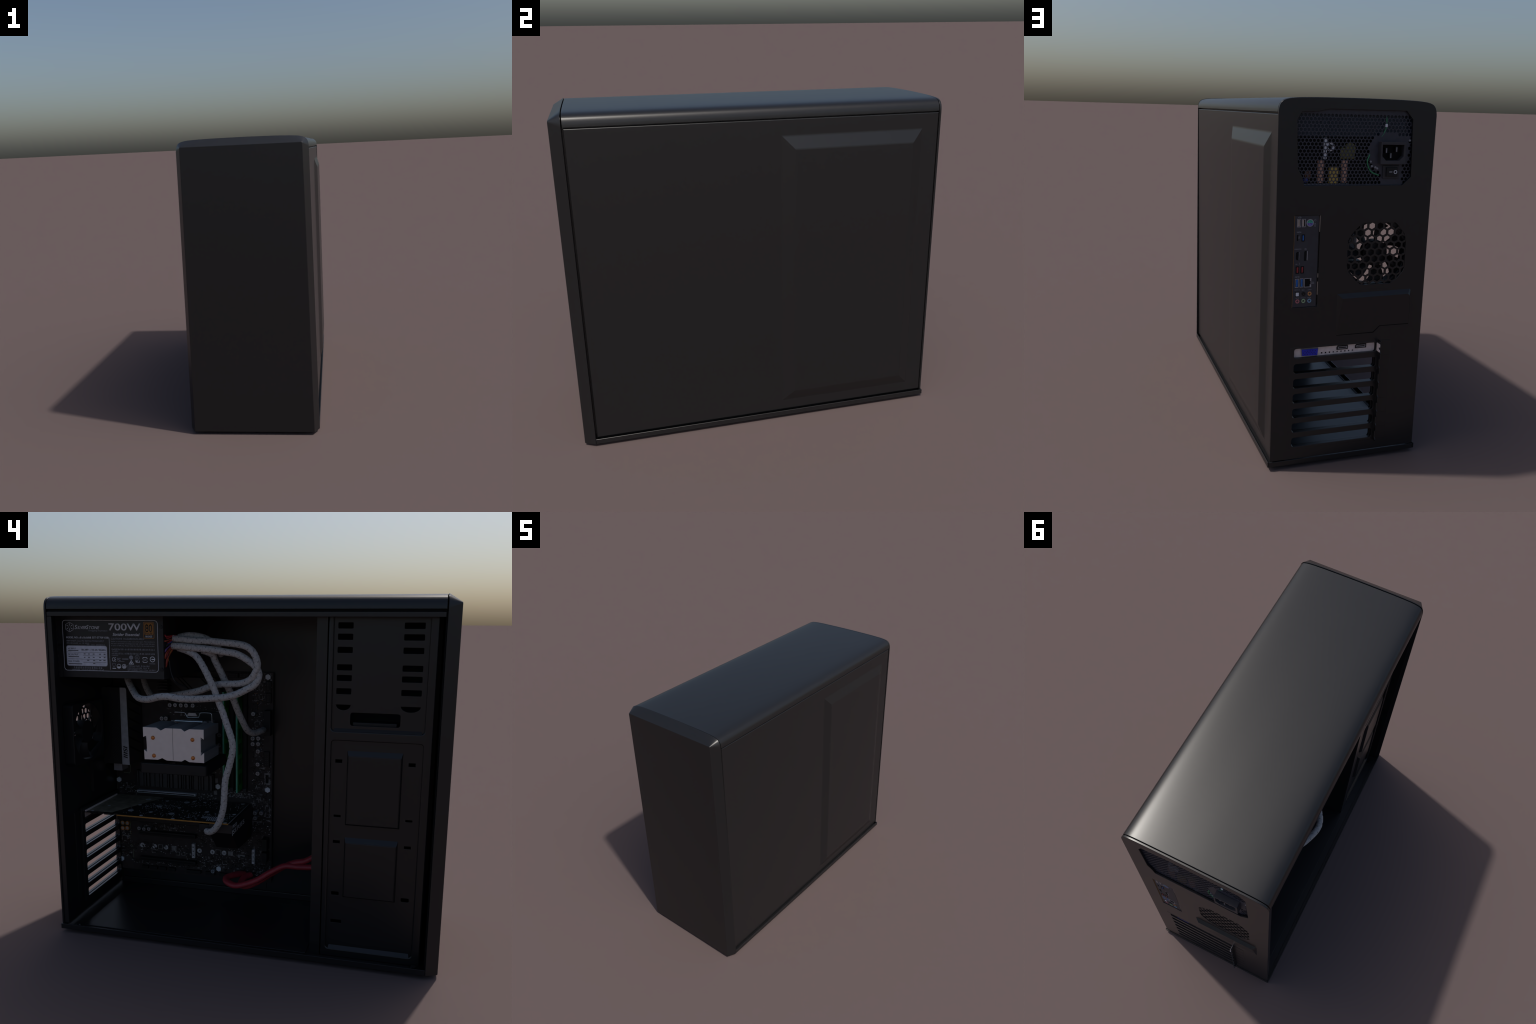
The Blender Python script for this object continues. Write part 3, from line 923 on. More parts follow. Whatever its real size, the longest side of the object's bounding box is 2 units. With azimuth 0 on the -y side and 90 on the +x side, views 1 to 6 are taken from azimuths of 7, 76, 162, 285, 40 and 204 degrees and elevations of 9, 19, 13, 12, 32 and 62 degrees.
sleeve([(-0.215, 0.333, 1.515), (-0.22, 0.291, 1.504), (-0.235, 0.245, 1.486), (-0.25, 0.211, 1.458), (-0.26, 0.178, 1.41), (-0.265, 0.153, 1.365),
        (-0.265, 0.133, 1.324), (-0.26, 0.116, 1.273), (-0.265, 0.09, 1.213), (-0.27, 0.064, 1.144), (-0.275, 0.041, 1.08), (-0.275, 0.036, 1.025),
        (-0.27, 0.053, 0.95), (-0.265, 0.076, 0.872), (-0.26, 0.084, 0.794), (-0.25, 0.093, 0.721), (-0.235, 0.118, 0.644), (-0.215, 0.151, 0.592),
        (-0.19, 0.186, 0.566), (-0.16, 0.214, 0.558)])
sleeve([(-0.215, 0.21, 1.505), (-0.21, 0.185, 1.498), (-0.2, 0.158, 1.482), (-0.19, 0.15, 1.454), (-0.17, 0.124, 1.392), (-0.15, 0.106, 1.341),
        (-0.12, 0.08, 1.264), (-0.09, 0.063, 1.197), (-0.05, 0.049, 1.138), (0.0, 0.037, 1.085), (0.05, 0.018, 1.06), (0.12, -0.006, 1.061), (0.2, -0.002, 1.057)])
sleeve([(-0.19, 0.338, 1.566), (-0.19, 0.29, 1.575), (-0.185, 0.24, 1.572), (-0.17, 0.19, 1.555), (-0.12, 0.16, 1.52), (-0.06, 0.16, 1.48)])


def flat_cable(pts):
    def shape(s, a):
        return 0.0155 * (1 + 0.45 * abs(math.cos(a)) ** 2)
    return tube("red_data_cable", root, REDC, pts, 0.014, 16, 0.008, shape)


flat_cable([(0.1, -0.376, 0.316), (0.1, -0.322, 0.314), (0.1, -0.231, 0.308), (0.1, -0.154, 0.305), (0.09, -0.08, 0.266), (0.08, -0.005, 0.216), (0.07, 0.072, 0.183),
            (0.07, 0.127, 0.17), (0.09, 0.177, 0.177), (0.14, 0.197, 0.182), (0.2, 0.166, 0.182), (0.26, 0.122, 0.171)])
flat_cable([(0.12, -0.376, 0.392), (0.12, -0.317, 0.367), (0.12, -0.264, 0.337), (0.12, -0.204, 0.322), (0.12, -0.142, 0.29), (0.12, -0.073, 0.241), (0.12, 0.006, 0.184),
            (0.12, 0.069, 0.152), (0.16, 0.113, 0.145), (0.22, 0.114, 0.16), (0.26, 0.083, 0.168)])

# ------------------------------------------------------------------ main board
XB = 0.285  # visible face of the board
board = box("main_board", root, PCB, XB, XB + 0.008, -0.036, 0.948, 0.118, 1.367)
box("board_amber_edge", board, PCBEDGE, XB + 0.001, XB + 0.007, 0.948, 0.9485, 0.12, 1.36)
for y, z in ((-0.007, 1.343), (0.292, 0.692), (-0.010, 0.692), (0.930, 0.694), (0.933, 0.181), (0.291, 0.177)):
    s = cyl("board_screw", board, HEXM, "x", y, z, 0.0165, XB - 0.010, XB, 6, smooth=20, a0=math.pi / 6)


def cap(y, z, r=0.0115, h=0.030):
    c = cyl("capacitor", board, CAPM, "x", y, z, r, XB - h, XB, 16)
    bm = bmesh.new()
    add_box(bm, XB - h - 0.0004, XB - h + 0.0002, y - r * 0.75, y + r * 0.75, z - 0.0012, z + 0.0012)
    add_box(bm, XB - h - 0.0005, XB - h + 0.0003, y - 0.0012, y + 0.0012, z - r * 0.75, z + r * 0.75)
    finish(bm, "capacitor_mark", c, CHIP, stuff=True)


for y, z in ((0.060, 0.552), (0.023, 0.555), (0.059, 0.522), (0.323, 0.165), (0.798, 0.398), (0.766, 0.396), (0.734, 0.399), (0.075, 0.994), (0.043, 0.996),
             (0.075, 0.962), (0.043, 0.964), (0.044, 0.921), (0.045, 0.845), (0.045, 0.790), (0.276, 1.004), (0.276, 0.945), (0.577, 1.168), (0.544, 1.169),
             (0.508, 1.169), (0.476, 1.169), (0.435, 1.170), (0.630, 1.087), (0.603, 1.088), (0.073, 1.135)):
    cap(y, z)
for y, z in ((0.913, 0.421), (0.882, 0.421), (0.914, 0.387), (0.883, 0.389)):
    ring("audio_capacitor", board, GOLD, "x", y, z, 0.0135, 0.0085, XB - 0.018, XB, 18)
    cyl("audio_capacitor_top", board, CAPM, "x", y, z, 0.0086, XB - 0.017, XB, 16)
for y, z in ((0.791, 0.282), (0.709, 0.281), (0.634, 0.281), (0.667, 0.451), (0.583, 0.451), (0.508, 0.453), (0.415, 0.280), (0.332, 0.279), (0.258, 0.280)):
    ring("standoff_pad", board, SILK, "x", y, z, 0.0145, 0.004, XB - 0.003, XB, 20)


def chip(y0, y1, z0, z1, filled=False, h=0.004):
    y0, y1 = min(y0, y1), max(y0, y1)
    z0, z1 = min(z0, z1), max(z0, z1)
    if filled:
        box("board_label", board, SILKDIM, XB - 0.001, XB, y0, y1, z0, z1)
        return
    plate("chip_outline", board, SILKDIM, rrect(y0, z0, y1, z1), [rrect(y0 + 0.003, z0 + 0.003, y1 - 0.003, z1 - 0.003)], "x", XB - 0.0012, XB - 0.0001)
    box("chip", board, CHIP, XB - h, XB, y0 + 0.005, y1 - 0.005, z0 + 0.005, z1 - 0.005, 0.0008)


for c in ((0.655, 0.686, 0.266, 0.296), (0.544, 0.569, 0.236, 0.259), (0.509, 0.532, 0.237, 0.261), (0.891, 0.928, 0.299, 0.336), (0.600, 0.643, 0.421, 0.451),
          (0.277, 0.312, 0.264, 0.297), (0.329, 0.355, 0.200, 0.221), (0.317, 0.340, 0.346, 0.366), (0.135, 0.172, 0.205, 0.226), (-0.026, 0.002, 0.502, 0.528),
          (-0.024, 0.002, 0.539, 0.565), (-0.022, 0.006, 0.572, 0.596), (0.024, 0.048, 1.267, 1.299), (0.024, 0.047, 1.214, 1.246), (0.86, 0.89, 0.62, 0.65), (0.85, 0.88, 0.655, 0.68),
          (0.045, 0.075, 0.60, 0.63), (0.05, 0.08, 0.47, 0.495), (0.17, 0.20, 0.33, 0.36), (0.24, 0.27, 0.205, 0.23), (0.38, 0.405, 0.185, 0.205), (0.70, 0.73, 0.24, 0.262), (0.755, 0.778, 0.425, 0.448),
          (0.04, 0.07, 1.06, 1.09), (0.03, 0.06, 0.70, 0.72)):
    chip(*c)
for c in ((0.566, 0.597, 0.264, 0.294), (0.203, 0.233, 0.266, 0.294), (0.007, 0.039, 0.503, 0.531), (0.129, 0.171, 0.258, 0.278), (0.30, 0.32, 0.64, 0.665), (0.295, 0.325, 0.71, 0.74)):
    chip(*c, filled=True)
box("white_connector", board, SILK, XB - 0.025, XB, 0.438, 0.457, 0.237, 0.326, 0.002)
box("white_connector", board, SILK, XB - 0.025, XB, 0.062, 0.079, 0.236, 0.324, 0.002)
for y in (0.4475, 0.0705):
    for z in (0.255, 0.281, 0.306):
        cyl("connector_hole", board, CHIP, "x", y, z, 0.004, XB - 0.0256, XB - 0.02, 10)
# slots along the lower half
for z in (0.374, 0.204):
    box("expansion_slot", board, BLACKP, XB - 0.035, XB, 0.43, 0.80, z - 0.012, z + 0.012, 0.002)
    box("slot_gap", board, DARK, XB - 0.0355, XB - 0.030, 0.44, 0.79, z - 0.003, z + 0.003)
box("expansion_slot", board, BLACKP, XB - 0.03, XB, 0.704, 0.799, 0.434, 0.454, 0.002)
sl = box("shielded_slot", board, SILVERGREY, XB - 0.03, XB, 0.425, 0.803, 0.627, 0.643, 0.002)
box("slot_gap", sl, DARK, XB - 0.0305, XB - 0.029, 0.435, 0.795, 0.632, 0.637)
for y0, y1 in ((0.75, 0.791), (0.689, 0.738), (0.629, 0.676), (0.404, 0.496), (0.314, 0.373), (0.228, 0.285), (0.57, 0.615)):
    box("pin_header", board, BLACKP, XB - 0.022, XB, y0, y1, 0.136, 0.155, 0.001)
for y0, y1, z0, z1 in ((-0.026, 0.005, 1.267, 1.319), (-0.027, 0.005, 1.2, 1.254), (0.166, 0.224, 1.335, 1.361), (0.101, 0.158, 1.336, 1.362), (-0.020, 0.012, 0.831, 0.918)):
    h = box("pin_header", board, BLACKP, XB - 0.018, XB, y0, y1, z0, z1, 0.001)
    bm = bmesh.new()
    for i in range(2):
        for k in range(6):
            long_z = (z1 - z0) > (y1 - y0)
            y = y0 + (y1 - y0) * ((0.35 + 0.3 * i) if long_z else (0.15 + 0.14 * k))
            z = z0 + (z1 - z0) * ((0.15 + 0.14 * k) if long_z else (0.35 + 0.3 * i))
            add_box(bm, XB - 0.021, XB - 0.018, y - 0.0011, y + 0.0011, z - 0.0011, z + 0.0011)
    finish(bm, "header_pin", h, SILKDIM, stuff=True)
box("power_connector", board, BLACKP, XB - 0.06, XB, -0.034, 0.004, 1.018, 1.160, 0.002)
box("front_port_connector", board, SILKDIM, XB - 0.004, XB, -0.025, 0.011, 0.72, 0.79, 0.001)
box("front_port_gap", board, DARK, XB - 0.006, XB - 0.004, -0.014, 0.003, 0.732, 0.780)
for z0, z1 in ((0.336, 0.407), (0.266, 0.324)):
    box("data_port", board, BLACKP, XB - 0.065, XB, -0.021, 0.011, z0, z1, 0.002)

# memory slots and two memory modules
for y in (0.239, 0.199, 0.161, 0.121):
    s = box("memory_slot", board, BLACKP, XB - 0.03, XB, y - 0.010, y + 0.010, 0.695, 1.28, 0.001)
    box("slot_latch", s, mat("latch_grey", (0.025, 0.026, 0.030), 0.5), XB - 0.040, XB, y - 0.0105, y + 0.0105, 0.677, 0.700, 0.002)
for y, z0, z1 in ((0.2235, 0.690, 1.262), (0.145, 0.690, 1.262)):
    md = box("memory_module", board, GREEN, 0.1705, XB - 0.01, y - 0.0035, y + 0.0035, z0, z1)
    box("module_edge", md, GREENEDGE, 0.1695, 0.1704, y - 0.0046, y + 0.0046, z0, z1)
    for k in range(6):
        zz = z0 + 0.04 + k * 0.088
        box("memory_chip", md, mat("memory_chip_green", (0.008, 0.10, 0.018), 0.5), 0.19, 0.245, y - 0.0055, y - 0.0035, zz, zz + 0.062)

# cover above the rear ports, with its light strip
cover = plate("port_cover", board, COVER, [(0.958, 0.822), (0.958, 1.272), (0.800, 1.272), (0.798, 1.262), (0.794, 0.822)], [], "x", 0.152, XB, 0.003)
box("cover_ribs_base", cover, COVER, 0.1515, 0.153, 0.842, 0.957, 0.826, 1.266)
bm = bmesh.new()
for k in range(46):
    z = 0.83 + k * 0.0095
    for y0, y1, d in ((0.845, 0.900, 0.028), (0.900, 0.955, -0.028)):
        za, zb_ = (z, z + d)
        q = [(y0, za), (y1, zb_), (y1, zb_ + 0.003), (y0, za + 0.003)]
        if max(p[1] for p in q) > 1.268 or min(p[1] for p in q) < 0.824:
            continue
        lo = [bm.verts.new((0.1514, *p)) for p in q]
        hi = [bm.verts.new((0.1498, *p)) for p in q]
        bm.faces.new(hi)
        for i in range(4):
            bm.faces.new((lo[i], lo[(i + 1) % 4], hi[(i + 1) % 4], hi[i]))
finish(bm, "cover_rib", cover, mat("cover_rib_black", (0.014, 0.014, 0.015), 0.5), stuff=True)
strip = plate("cover_strip", cover, SILVERGREY, [(0.840, 0.820), (0.8395, 1.273), (0.806, 1.272), (0.800, 1.262), (0.793, 0.820)], [], "x", 0.1470, 0.1514, 0.0015)
bm = bmesh.new()
A = [(0.152, 0.797, 1.27), (0.152, 0.7935, 0.822), (XB - 0.02, 0.762, 0.822), (XB - 0.02, 0.768, 1.24)]
B = [(XB, 0.797, 1.27), (XB, 0.7935, 0.822), (XB, 0.762, 0.822), (XB, 0.768, 1.24)]
va, vb = [bm.verts.new(p) for p in A], [bm.verts.new(p) for p in B]
bm.faces.new(va)
bm.faces.new(vb)
for i in range(4):
    bm.faces.new((va[i], va[(i + 1) % 4], vb[(i + 1) % 4], vb[i]))
finish(bm, "cover_flank", cover, mat("cover_flank_brown", (0.030, 0.026, 0.025), 0.5))
bm = bmesh.new()
for k in range(6):
    z = 1.215 - k * 0.056
    p = [(0.1535, 0.7935, z), (0.250, 0.7655, z - 0.050), (0.250, 0.7655, z - 0.058), (0.1535, 0.7935, z - 0.012)]
    lo = [bm.verts.new(q) for q in p]
    hi = [bm.verts.new((q[0], q[1] - 0.004, q[2])) for q in p]
    bm.faces.new(hi)
    for i in range(4):
        bm.faces.new((lo[i], lo[(i + 1) % 4], hi[(i + 1) % 4], hi[i]))
finish(bm, "flank_rib", cover, DARK, stuff=True)
# stylised lettering at the foot of the strip: three bars, an S, a bar (reads upwards)
text("lettering", strip, COVER, "IIISI", "left", (0.829, 0.859), (0.8035, 0.932), 0.1469, 0.2, "ccw", 0.0006, 0.02)
box("rear_port_block", board, PORTMETAL, 0.20, XB, 0.868, 0.922, 0.770, 0.815, 0.002)

# power stage heat sink on top with slanting grooves
vrm = plate("stage_heat_sink", board, mat("sink_charcoal", (0.024, 0.021, 0.021), 0.5), [(0.575, 1.336), (0.285, 1.336), (0.245, 1.262), (0.44, 1.255), (0.48, 1.255)], [], "x", 0.215, XB, 0.004)
bm = bmesh.new()
for y in (0.515, 0.490, 0.375, 0.350, 0.325):
    q = [(y, 1.334), (y - 0.010, 1.334), (y - 0.085, 1.262), (y - 0.075, 1.262)]
    lo = [bm.verts.new((0.2160, *p)) for p in q]
    hi = [bm.verts.new((0.2142, *p)) for p in q]
    bm.faces.new(hi)
    for i in range(4):
        bm.faces.new((lo[i], lo[(i + 1) % 4], hi[(i + 1) % 4], hi[i]))
finish(bm, "sink_groove", vrm, DARK, stuff=True)
bm = bmesh.new()
for k in range(9):
    add_box(bm, 0.22, XB, 0.575, 0.640, 1.19 + k * 0.017, 1.198 + k * 0.017)
finish(bm, "sink_fin", vrm, mat("sink_fin_black", (0.018, 0.016, 0.016), 0.5), stuff=True)
# ribbed heat sink over the storage slot
ms = box("ribbed_heat_sink", board, BLACKP, 0.258, XB, 0.312, 0.806, 0.668, 0.766, 0.002)
y = 0.795
r2 = random.Random(3)
RIB = mat("sink_rib_grey", (0.034, 0.034, 0.037), 0.5)
while y > 0.325:
    w = r2.choice((0.006, 0.008, 0.012, 0.014, 0.026))
    box("sink_rib", ms, RIB, 0.246, 0.258, max(y - w, 0.318), y, 0.672, 0.762, 0.001)
    y -= w + r2.choice((0.004, 0.006, 0.008))

# olive border traces
for pts in ([(0.867, 0.453), (0.870, 0.340), (0.880, 0.337)], [(0.900, 0.294), (0.885, 0.278), (0.866, 0.280), (0.855, 0.261), (0.854, 0.183), (0.830, 0.161)],
            [(0.946, 0.66), (0.946, 0.585)], [(0.9, 0.74), (0.862, 0.738), (0.855, 0.75), (0.855, 0.81)]):
    bm = bmesh.new()
    for (a, b), (c, d) in zip(pts, pts[1:]):
        u = Vector((c - a, d - b)).normalized()
        n = Vector((-u.y, u.x)) * 0.0013
        q = [(a + n.x, b + n.y), (c + n.x, d + n.y), (c - n.x, d - n.y), (a - n.x, b - n.y)]
        lo = [bm.verts.new((XB - 0.0001, *p)) for p in q]
        hi = [bm.verts.new((XB - 0.0008, *p)) for p in q]
        bm.faces.new(hi)
        for i in range(4):
            bm.faces.new((lo[i], lo[(i + 1) % 4], hi[(i + 1) % 4], hi[i]))
    finish(bm, "board_trace", board, TRACE, stuff=True)

# swarm of small parts and silkscreen marks
def scatter(name, regions, material, seed, size, h=0.0022):
    r = random.Random(seed)
    bm = bmesh.new()
    for y0, y1, z0, z1, n in regions:
        for _ in range(int(n * 0.62)):
            y, z = r.uniform(y0, y1), r.uniform(z0, z1)
            y, z = round(y / 0.004) * 0.004, round(z / 0.004) * 0.004
            a, b = r.uniform(*size), r.uniform(*size)
            if r.random() < 0.3:
                a *= 2.2
            hh = h * r.uniform(0.5, 1.4)
            add_box(bm, XB - hh, XB, y, y + a, z, z + b)
    finish(bm, name, board, material, stuff=True)


right_strip = [(-0.030, 0.085, 1.18, 1.36, 90), (0.015, 0.085, 0.90, 1.18, 60), (-0.030, 0.080, 0.66, 0.90, 120), (-0.032, 0.085, 0.42, 0.66, 170), (0.010, 0.21, 0.15, 0.42, 190), (-0.030, 0.10, 0.125, 0.26, 110)]
lower = [(0.22, 0.50, 0.16, 0.26, 100), (0.50, 0.86, 0.158, 0.185, 60), (0.86, 0.94, 0.20, 0.38, 120), (0.48, 0.86, 0.235, 0.30, 50), (0.50, 0.80, 0.39, 0.47, 130), (0.22, 0.43, 0.30, 0.42, 60), (0.82, 0.93, 0.58, 0.68, 50)]
middle = [(0.28, 0.62, 1.10, 1.17, 40), (0.26, 0.60, 0.77, 0.81, 80), (0.09, 0.25, 0.63, 0.675, 90), (0.30, 0.42, 0.60, 0.64, 30)]
scatter("board_part", right_strip + lower + middle, SILK, 21, (0.0015, 0.004))
scatter("board_part", right_strip + lower + middle, SILKDIM, 22, (0.002, 0.007), 0.0018)
scatter("board_part", right_strip + lower, CHIP, 23, (0.005, 0.013), 0.005)
scatter("board_part", [(-0.02, 0.08, 0.62, 1.3, 16), (0.86, 0.94, 0.30, 0.36, 20)], PCBEDGE, 24, (0.002, 0.004))
bm = bmesh.new()
for z in (0.2665, 0.2725, 0.279):
    for k in range(14):
        add_box(bm, XB - 0.001, XB, 0.868 + k * 0.0052, 0.8705 + k * 0.0052, z, z + 0.003)
finish(bm, "board_pad", board, SILK, stuff=True)

# ------------------------------------------------------------------ processor cooler
XF, XK = -0.220, 0.022
ky = lambda px: 0.535 - (px - 447) / 636 * 0.3305
kz = lambda px, py: 1.1110 - (py - 1172 - (px - 447) * 0.052) / 336 * 0.1695
FIN = [(447, 1172), (590, 1180), (637, 1210), (684, 1186), (850, 1194), (884, 1222), (935, 1198), (1083, 1205), (1083, 1306), (1052, 1283), (1052, 1470), (1085, 1440),
       (1085, 1545), (930, 1537), (885, 1512), (850, 1531), (692, 1521), (645, 1497), (600, 1514), (455, 1508), (453, 1408), (485, 1432), (480, 1262), (447, 1276)]
FIN = [(ky(a), kz(a, b)) for a, b in FIN]
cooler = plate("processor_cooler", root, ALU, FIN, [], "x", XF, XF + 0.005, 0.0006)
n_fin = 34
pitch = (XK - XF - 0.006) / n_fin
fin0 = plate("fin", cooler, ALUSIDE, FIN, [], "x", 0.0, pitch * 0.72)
for i in range(n_fin):
    o = fin0 if i == 0 else fin0.copy()
    if i:
        COL.objects.link(o)
    o.location.x = XF + 0.0062 + i * pitch
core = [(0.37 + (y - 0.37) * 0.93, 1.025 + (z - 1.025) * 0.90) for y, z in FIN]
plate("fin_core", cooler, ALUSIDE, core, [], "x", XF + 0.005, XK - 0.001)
box("fin_seam", cooler, mat("seam_dark", (0.05, 0.05, 0.055), 0.6), XF - 0.0004, XF, ky(763.5), ky(760.5), kz(762, 1515), kz(762, 1190))
for a, b in ((552, 1284), (967, 1306), (558, 1470), (970, 1494)):
    y, z = ky(a), kz(a, b)
    bm = bmesh.new()
    bmesh.ops.create_uvsphere(bm, u_segments=20, v_segments=12, radius=0.0108, matrix=Matrix.Translation((XF, y, z)) @ Matrix.Diagonal((0.75, 1, 1, 1)))
    finish(bm, "heat_pipe_end", cooler, COPPER, 180)
    tube("heat_pipe", cooler, COPPER, [(XK, y, z), (0.10, y, z), (0.19, 0.37 + (y - 0.37) * 0.7, 1.02 + (z - 1.02) * 0.5), (0.235, 0.37 + (y - 0.37) * 0.4, 1.02)], 0.009, 12, 0.01)
box("cooler_base", cooler, ALUSIDE, 0.225, 0.268, 0.30, 0.44, 0.95, 1.09, 0.003)
box("processor_socket", board, mat("socket_black", (0.015, 0.015, 0.016), 0.5), 0.262, XB, 0.255, 0.485, 0.86, 1.135, 0.004)
fanbox = plate("cooler_fan", cooler, BLACKP, rrect(-0.235, 0.185, 0.12, 0.555, 0.02), [circle(-0.06, 0.37, 0.150, 32)], "z", 0.872, 0.925, 0.004)
cyl("cooler_fan_hub", fanbox, BLACKP, "z", -0.06, 0.37, 0.05, 0.875, 0.922, 24)
clip = box("clip_bar", cooler, CHROME, 0.10, 0.135, 0.320, 0.492, 1.088, 1.108, 0.007, 3)
box("clip_bar_end", clip, ALUSIDE, 0.105, 0.14, 0.298, 0.320, 1.085, 1.104, 0.003)
box("clip_bar_end", clip, ALUSIDE, 0.105, 0.14, 0.492, 0.510, 1.085, 1.104, 0.003)
tube("clip_wire", clip, CHROME, [(0.15, 0.505, 1.1435), (0.15, 0.46, 1.1435), (0.15, 0.444, 1.141), (0.15, 0.436, 1.130), (0.15, 0.430, 1.119), (0.15, 0.42, 1.1165), (0.15, 0.375, 1.1165),
                                 (0.15, 0.362, 1.119), (0.15, 0.356, 1.133), (0.15, 0.348, 1.144), (0.15, 0.30, 1.1455), (0.15, 0.288, 1.142), (0.15, 0.284, 1.132), (0.15, 0.283, 1.09)], 0.0026, 8, 0.004)
plate("clip_tab", clip, BRACKET, [(0.420, 1.142), (0.379, 1.142), (0.367, 1.124), (0.432, 1.124)], [], "x", 0.145, 0.152, 0.002)

# ------------------------------------------------------------------ rear fan
fan = plate("rear_fan", root, BLACKP, rrect(-0.285, 0.895, 0.042, 1.218, 0.018), [circle(-0.1225, 1.0565, 0.152, 40)], "y", 0.897, 0.955, 0.003)
cyl("fan_hub", fan, BLACKP, "y", -0.1225, 1.0565, 0.062, 0.905, 0.948, 28)
for k in range(3):
    a = math.radians(90 + 120 * k)
    bm = bmesh.new()
    c, s = math.cos(a), math.sin(a)
    for sy in (0,):
        pts = [(-0.1225 + r * c - w * s, 1.0565 + r * s + w * c) for r, w in ((0.05, -0.006), (0.154, -0.006), (0.154, 0.006), (0.05, 0.006))]
        lo = [bm.verts.new((p[0], 0.944, p[1])) for p in pts]
        hi = [bm.verts.new((p[0], 0.950, p[1])) for p in pts]
        bm.faces.new(lo)
        bm.faces.new(hi)
        for i in range(4):
            bm.faces.new((lo[i], lo[(i + 1) % 4], hi[(i + 1) % 4], hi[i]))
    finish(bm, "fan_strut", fan, BLACKP)


def blade(a0):
    bm = bmesh.new()
    rows = []
    for i in range(9):
        r = 0.058 + 0.088 * i / 8
        half = 0.20 + 0.07 * i / 8
        sweep = 0.20 * (i / 8) ** 1.5
        row = []
        for k in range(7):
            t = k / 6 * 2 - 1
            ang = a0 + sweep + half * t
            row.append((r * math.cos(ang) - 0.1225, 0.924 - 0.014 * t - 0.003 * t * t, r * math.sin(ang) + 1.0565))
        rows.append(row)
    F = [[bm.verts.new(p) for p in r] for r in rows]
    Bk = [[bm.verts.new((p[0], p[1] + 0.003, p[2])) for p in r] for r in rows]
    for i in range(8):
        for k in range(6):
            bm.faces.new((F[i][k], F[i][k + 1], F[i + 1][k + 1], F[i + 1][k]))
            bm.faces.new((Bk[i][k], Bk[i + 1][k], Bk[i + 1][k + 1], Bk[i][k + 1]))
    rim = [F[0][k] for k in range(7)] + [F[i][6] for i in range(1, 9)] + [F[8][k] for k in range(5, -1, -1)] + [F[i][0] for i in range(7, 0, -1)]
    rimb = [Bk[0][k] for k in range(7)] + [Bk[i][6] for i in range(1, 9)] + [Bk[8][k] for k in range(5, -1, -1)] + [Bk[i][0] for i in range(7, 0, -1)]
    m = len(rim)
    for i in range(m):
        bm.faces.new((rim[i], rim[(i + 1) % m], rimb[(i + 1) % m], rimb[i]))
    return finish(bm, "fan_blade", fan, BLACKP, 40)


for k in range(7):
    blade(2 * math.pi * k / 7 - 0.1)

# ------------------------------------------------------------------ graphics card
ZG = 0.607
card_out = [(-0.1535, 0.097), (0.262, 0.097), (0.262, 0.946), (-0.138, 0.946), (-0.138, 0.90), (-0.148, 0.90), (-0.148, 0.86), (-0.138, 0.86), (-0.138, 0.82), (-0.150, 0.815), (-0.150, 0.765), (-0.138, 0.76), (-0.138, 0.737), (-0.1535, 0.737)]
card = plate("graphics_card", root, GPUTOP, card_out, [], "z", ZG - 0.007, ZG)
box("card_amber_edge", card, PCBEDGE, -0.1545, -0.1536, 0.097, 0.737, ZG - 0.007, ZG)
box("card_end_edge", card, SILVERGREY, -0.150, 0.26, 0.0958, 0.0968, ZG - 0.003, ZG + 0.0005)
plate("card_painted_light_zone", card, GPULIT, [(0.26, 0.62), (0.26, 0.928), (-0.13, 0.928), (-0.12, 0.78), (0.08, 0.70)], [], "z", ZG, ZG + 0.0004)
PADM = mat("card_pad_silver", (0.38, 0.39, 0.41), 0.45, metal=0.15)
for x, y, r in [(x, y, 0.0165 if (i + j) % 2 == 0 else 0.010) for i, x in enumerate((0.187, 0.066, -0.057)) for j, y in enumerate((0.698, 0.577, 0.455))] + \
        [(0.22, 0.42, 0.010), (0.217, 0.354, 0.010), (0.030, 0.276, 0.011), (-0.143, 0.413, 0.010), (0.02, 0.115, 0.010), (-0.147, 0.117, 0.010), (-0.079, 0.143, 0.008), (0.24, 0.13, 0.010), (-0.135, 0.60, 0.010), (-0.12, 0.90, 0.009), (0.0, 0.86, 0.009)]:
    cyl("card_pad", card, PADM, "z", x, y, r, ZG, ZG + 0.0012, 20)
r3 = random.Random(11)
bm = bmesh.new()
for x0, x1, y0, y1, n in ((-0.14, 0.02, 0.11, 0.36, 260), (0.02, 0.11, 0.47, 0.66, 150), (-0.13, 0.02, 0.36, 0.72, 130), (0.10, 0.25, 0.11, 0.42, 160), (0.02, 0.25, 0.36, 0.70, 80)):
    for _ in range(int(n * 0.65)):
        x, y = round(r3.uniform(x0, x1) / 0.005) * 0.005, round(r3.uniform(y0, y1) / 0.005) * 0.005
        a, b = r3.uniform(0.0012, 0.005), r3.uniform(0.0012, 0.005)
        add_box(bm, x, x + a, y, y + b, ZG, ZG + r3.uniform(0.0006, 0.0018))
finish(bm, "card_part", card, mat("card_part_grey", (0.24, 0.25, 0.27), 0.5), stuff=True)
bm = bmesh.new()
for i in range(4):
    for k in range(9):
        add_box(bm, -0.125 + i * 0.018, -0.115 + i * 0.018, 0.135 + k * 0.011 + (0.04 if i > 1 else 0), 0.141 + k * 0.011 + (0.04 if i > 1 else 0), ZG, ZG + 0.0015)
finish(bm, "card_part", card, PADM, stuff=True)
SHR = mat("shroud_black", (0.014, 0.0125, 0.013), 0.45)
plate("card_shroud", card, SHR, [(-0.152, 0.5985), (-0.152, 0.552), (-0.030, 0.428), (0.240, 0.410), (0.257, 0.43), (0.257, 0.5985)], [], "y", 0.077, 0.205, 0.003)
plate("card_cooler", card, BLACKP, rrect(0.02, 0.22, 0.25, 0.84, 0.03), [], "z", 0.520, 0.596, 0.004)
text("lettering", card, SILK, "PRO", "front", (-0.140, 0.5745), (-0.062, 0.5945), 0.0769, 0, False, 0.0006, 0.01)
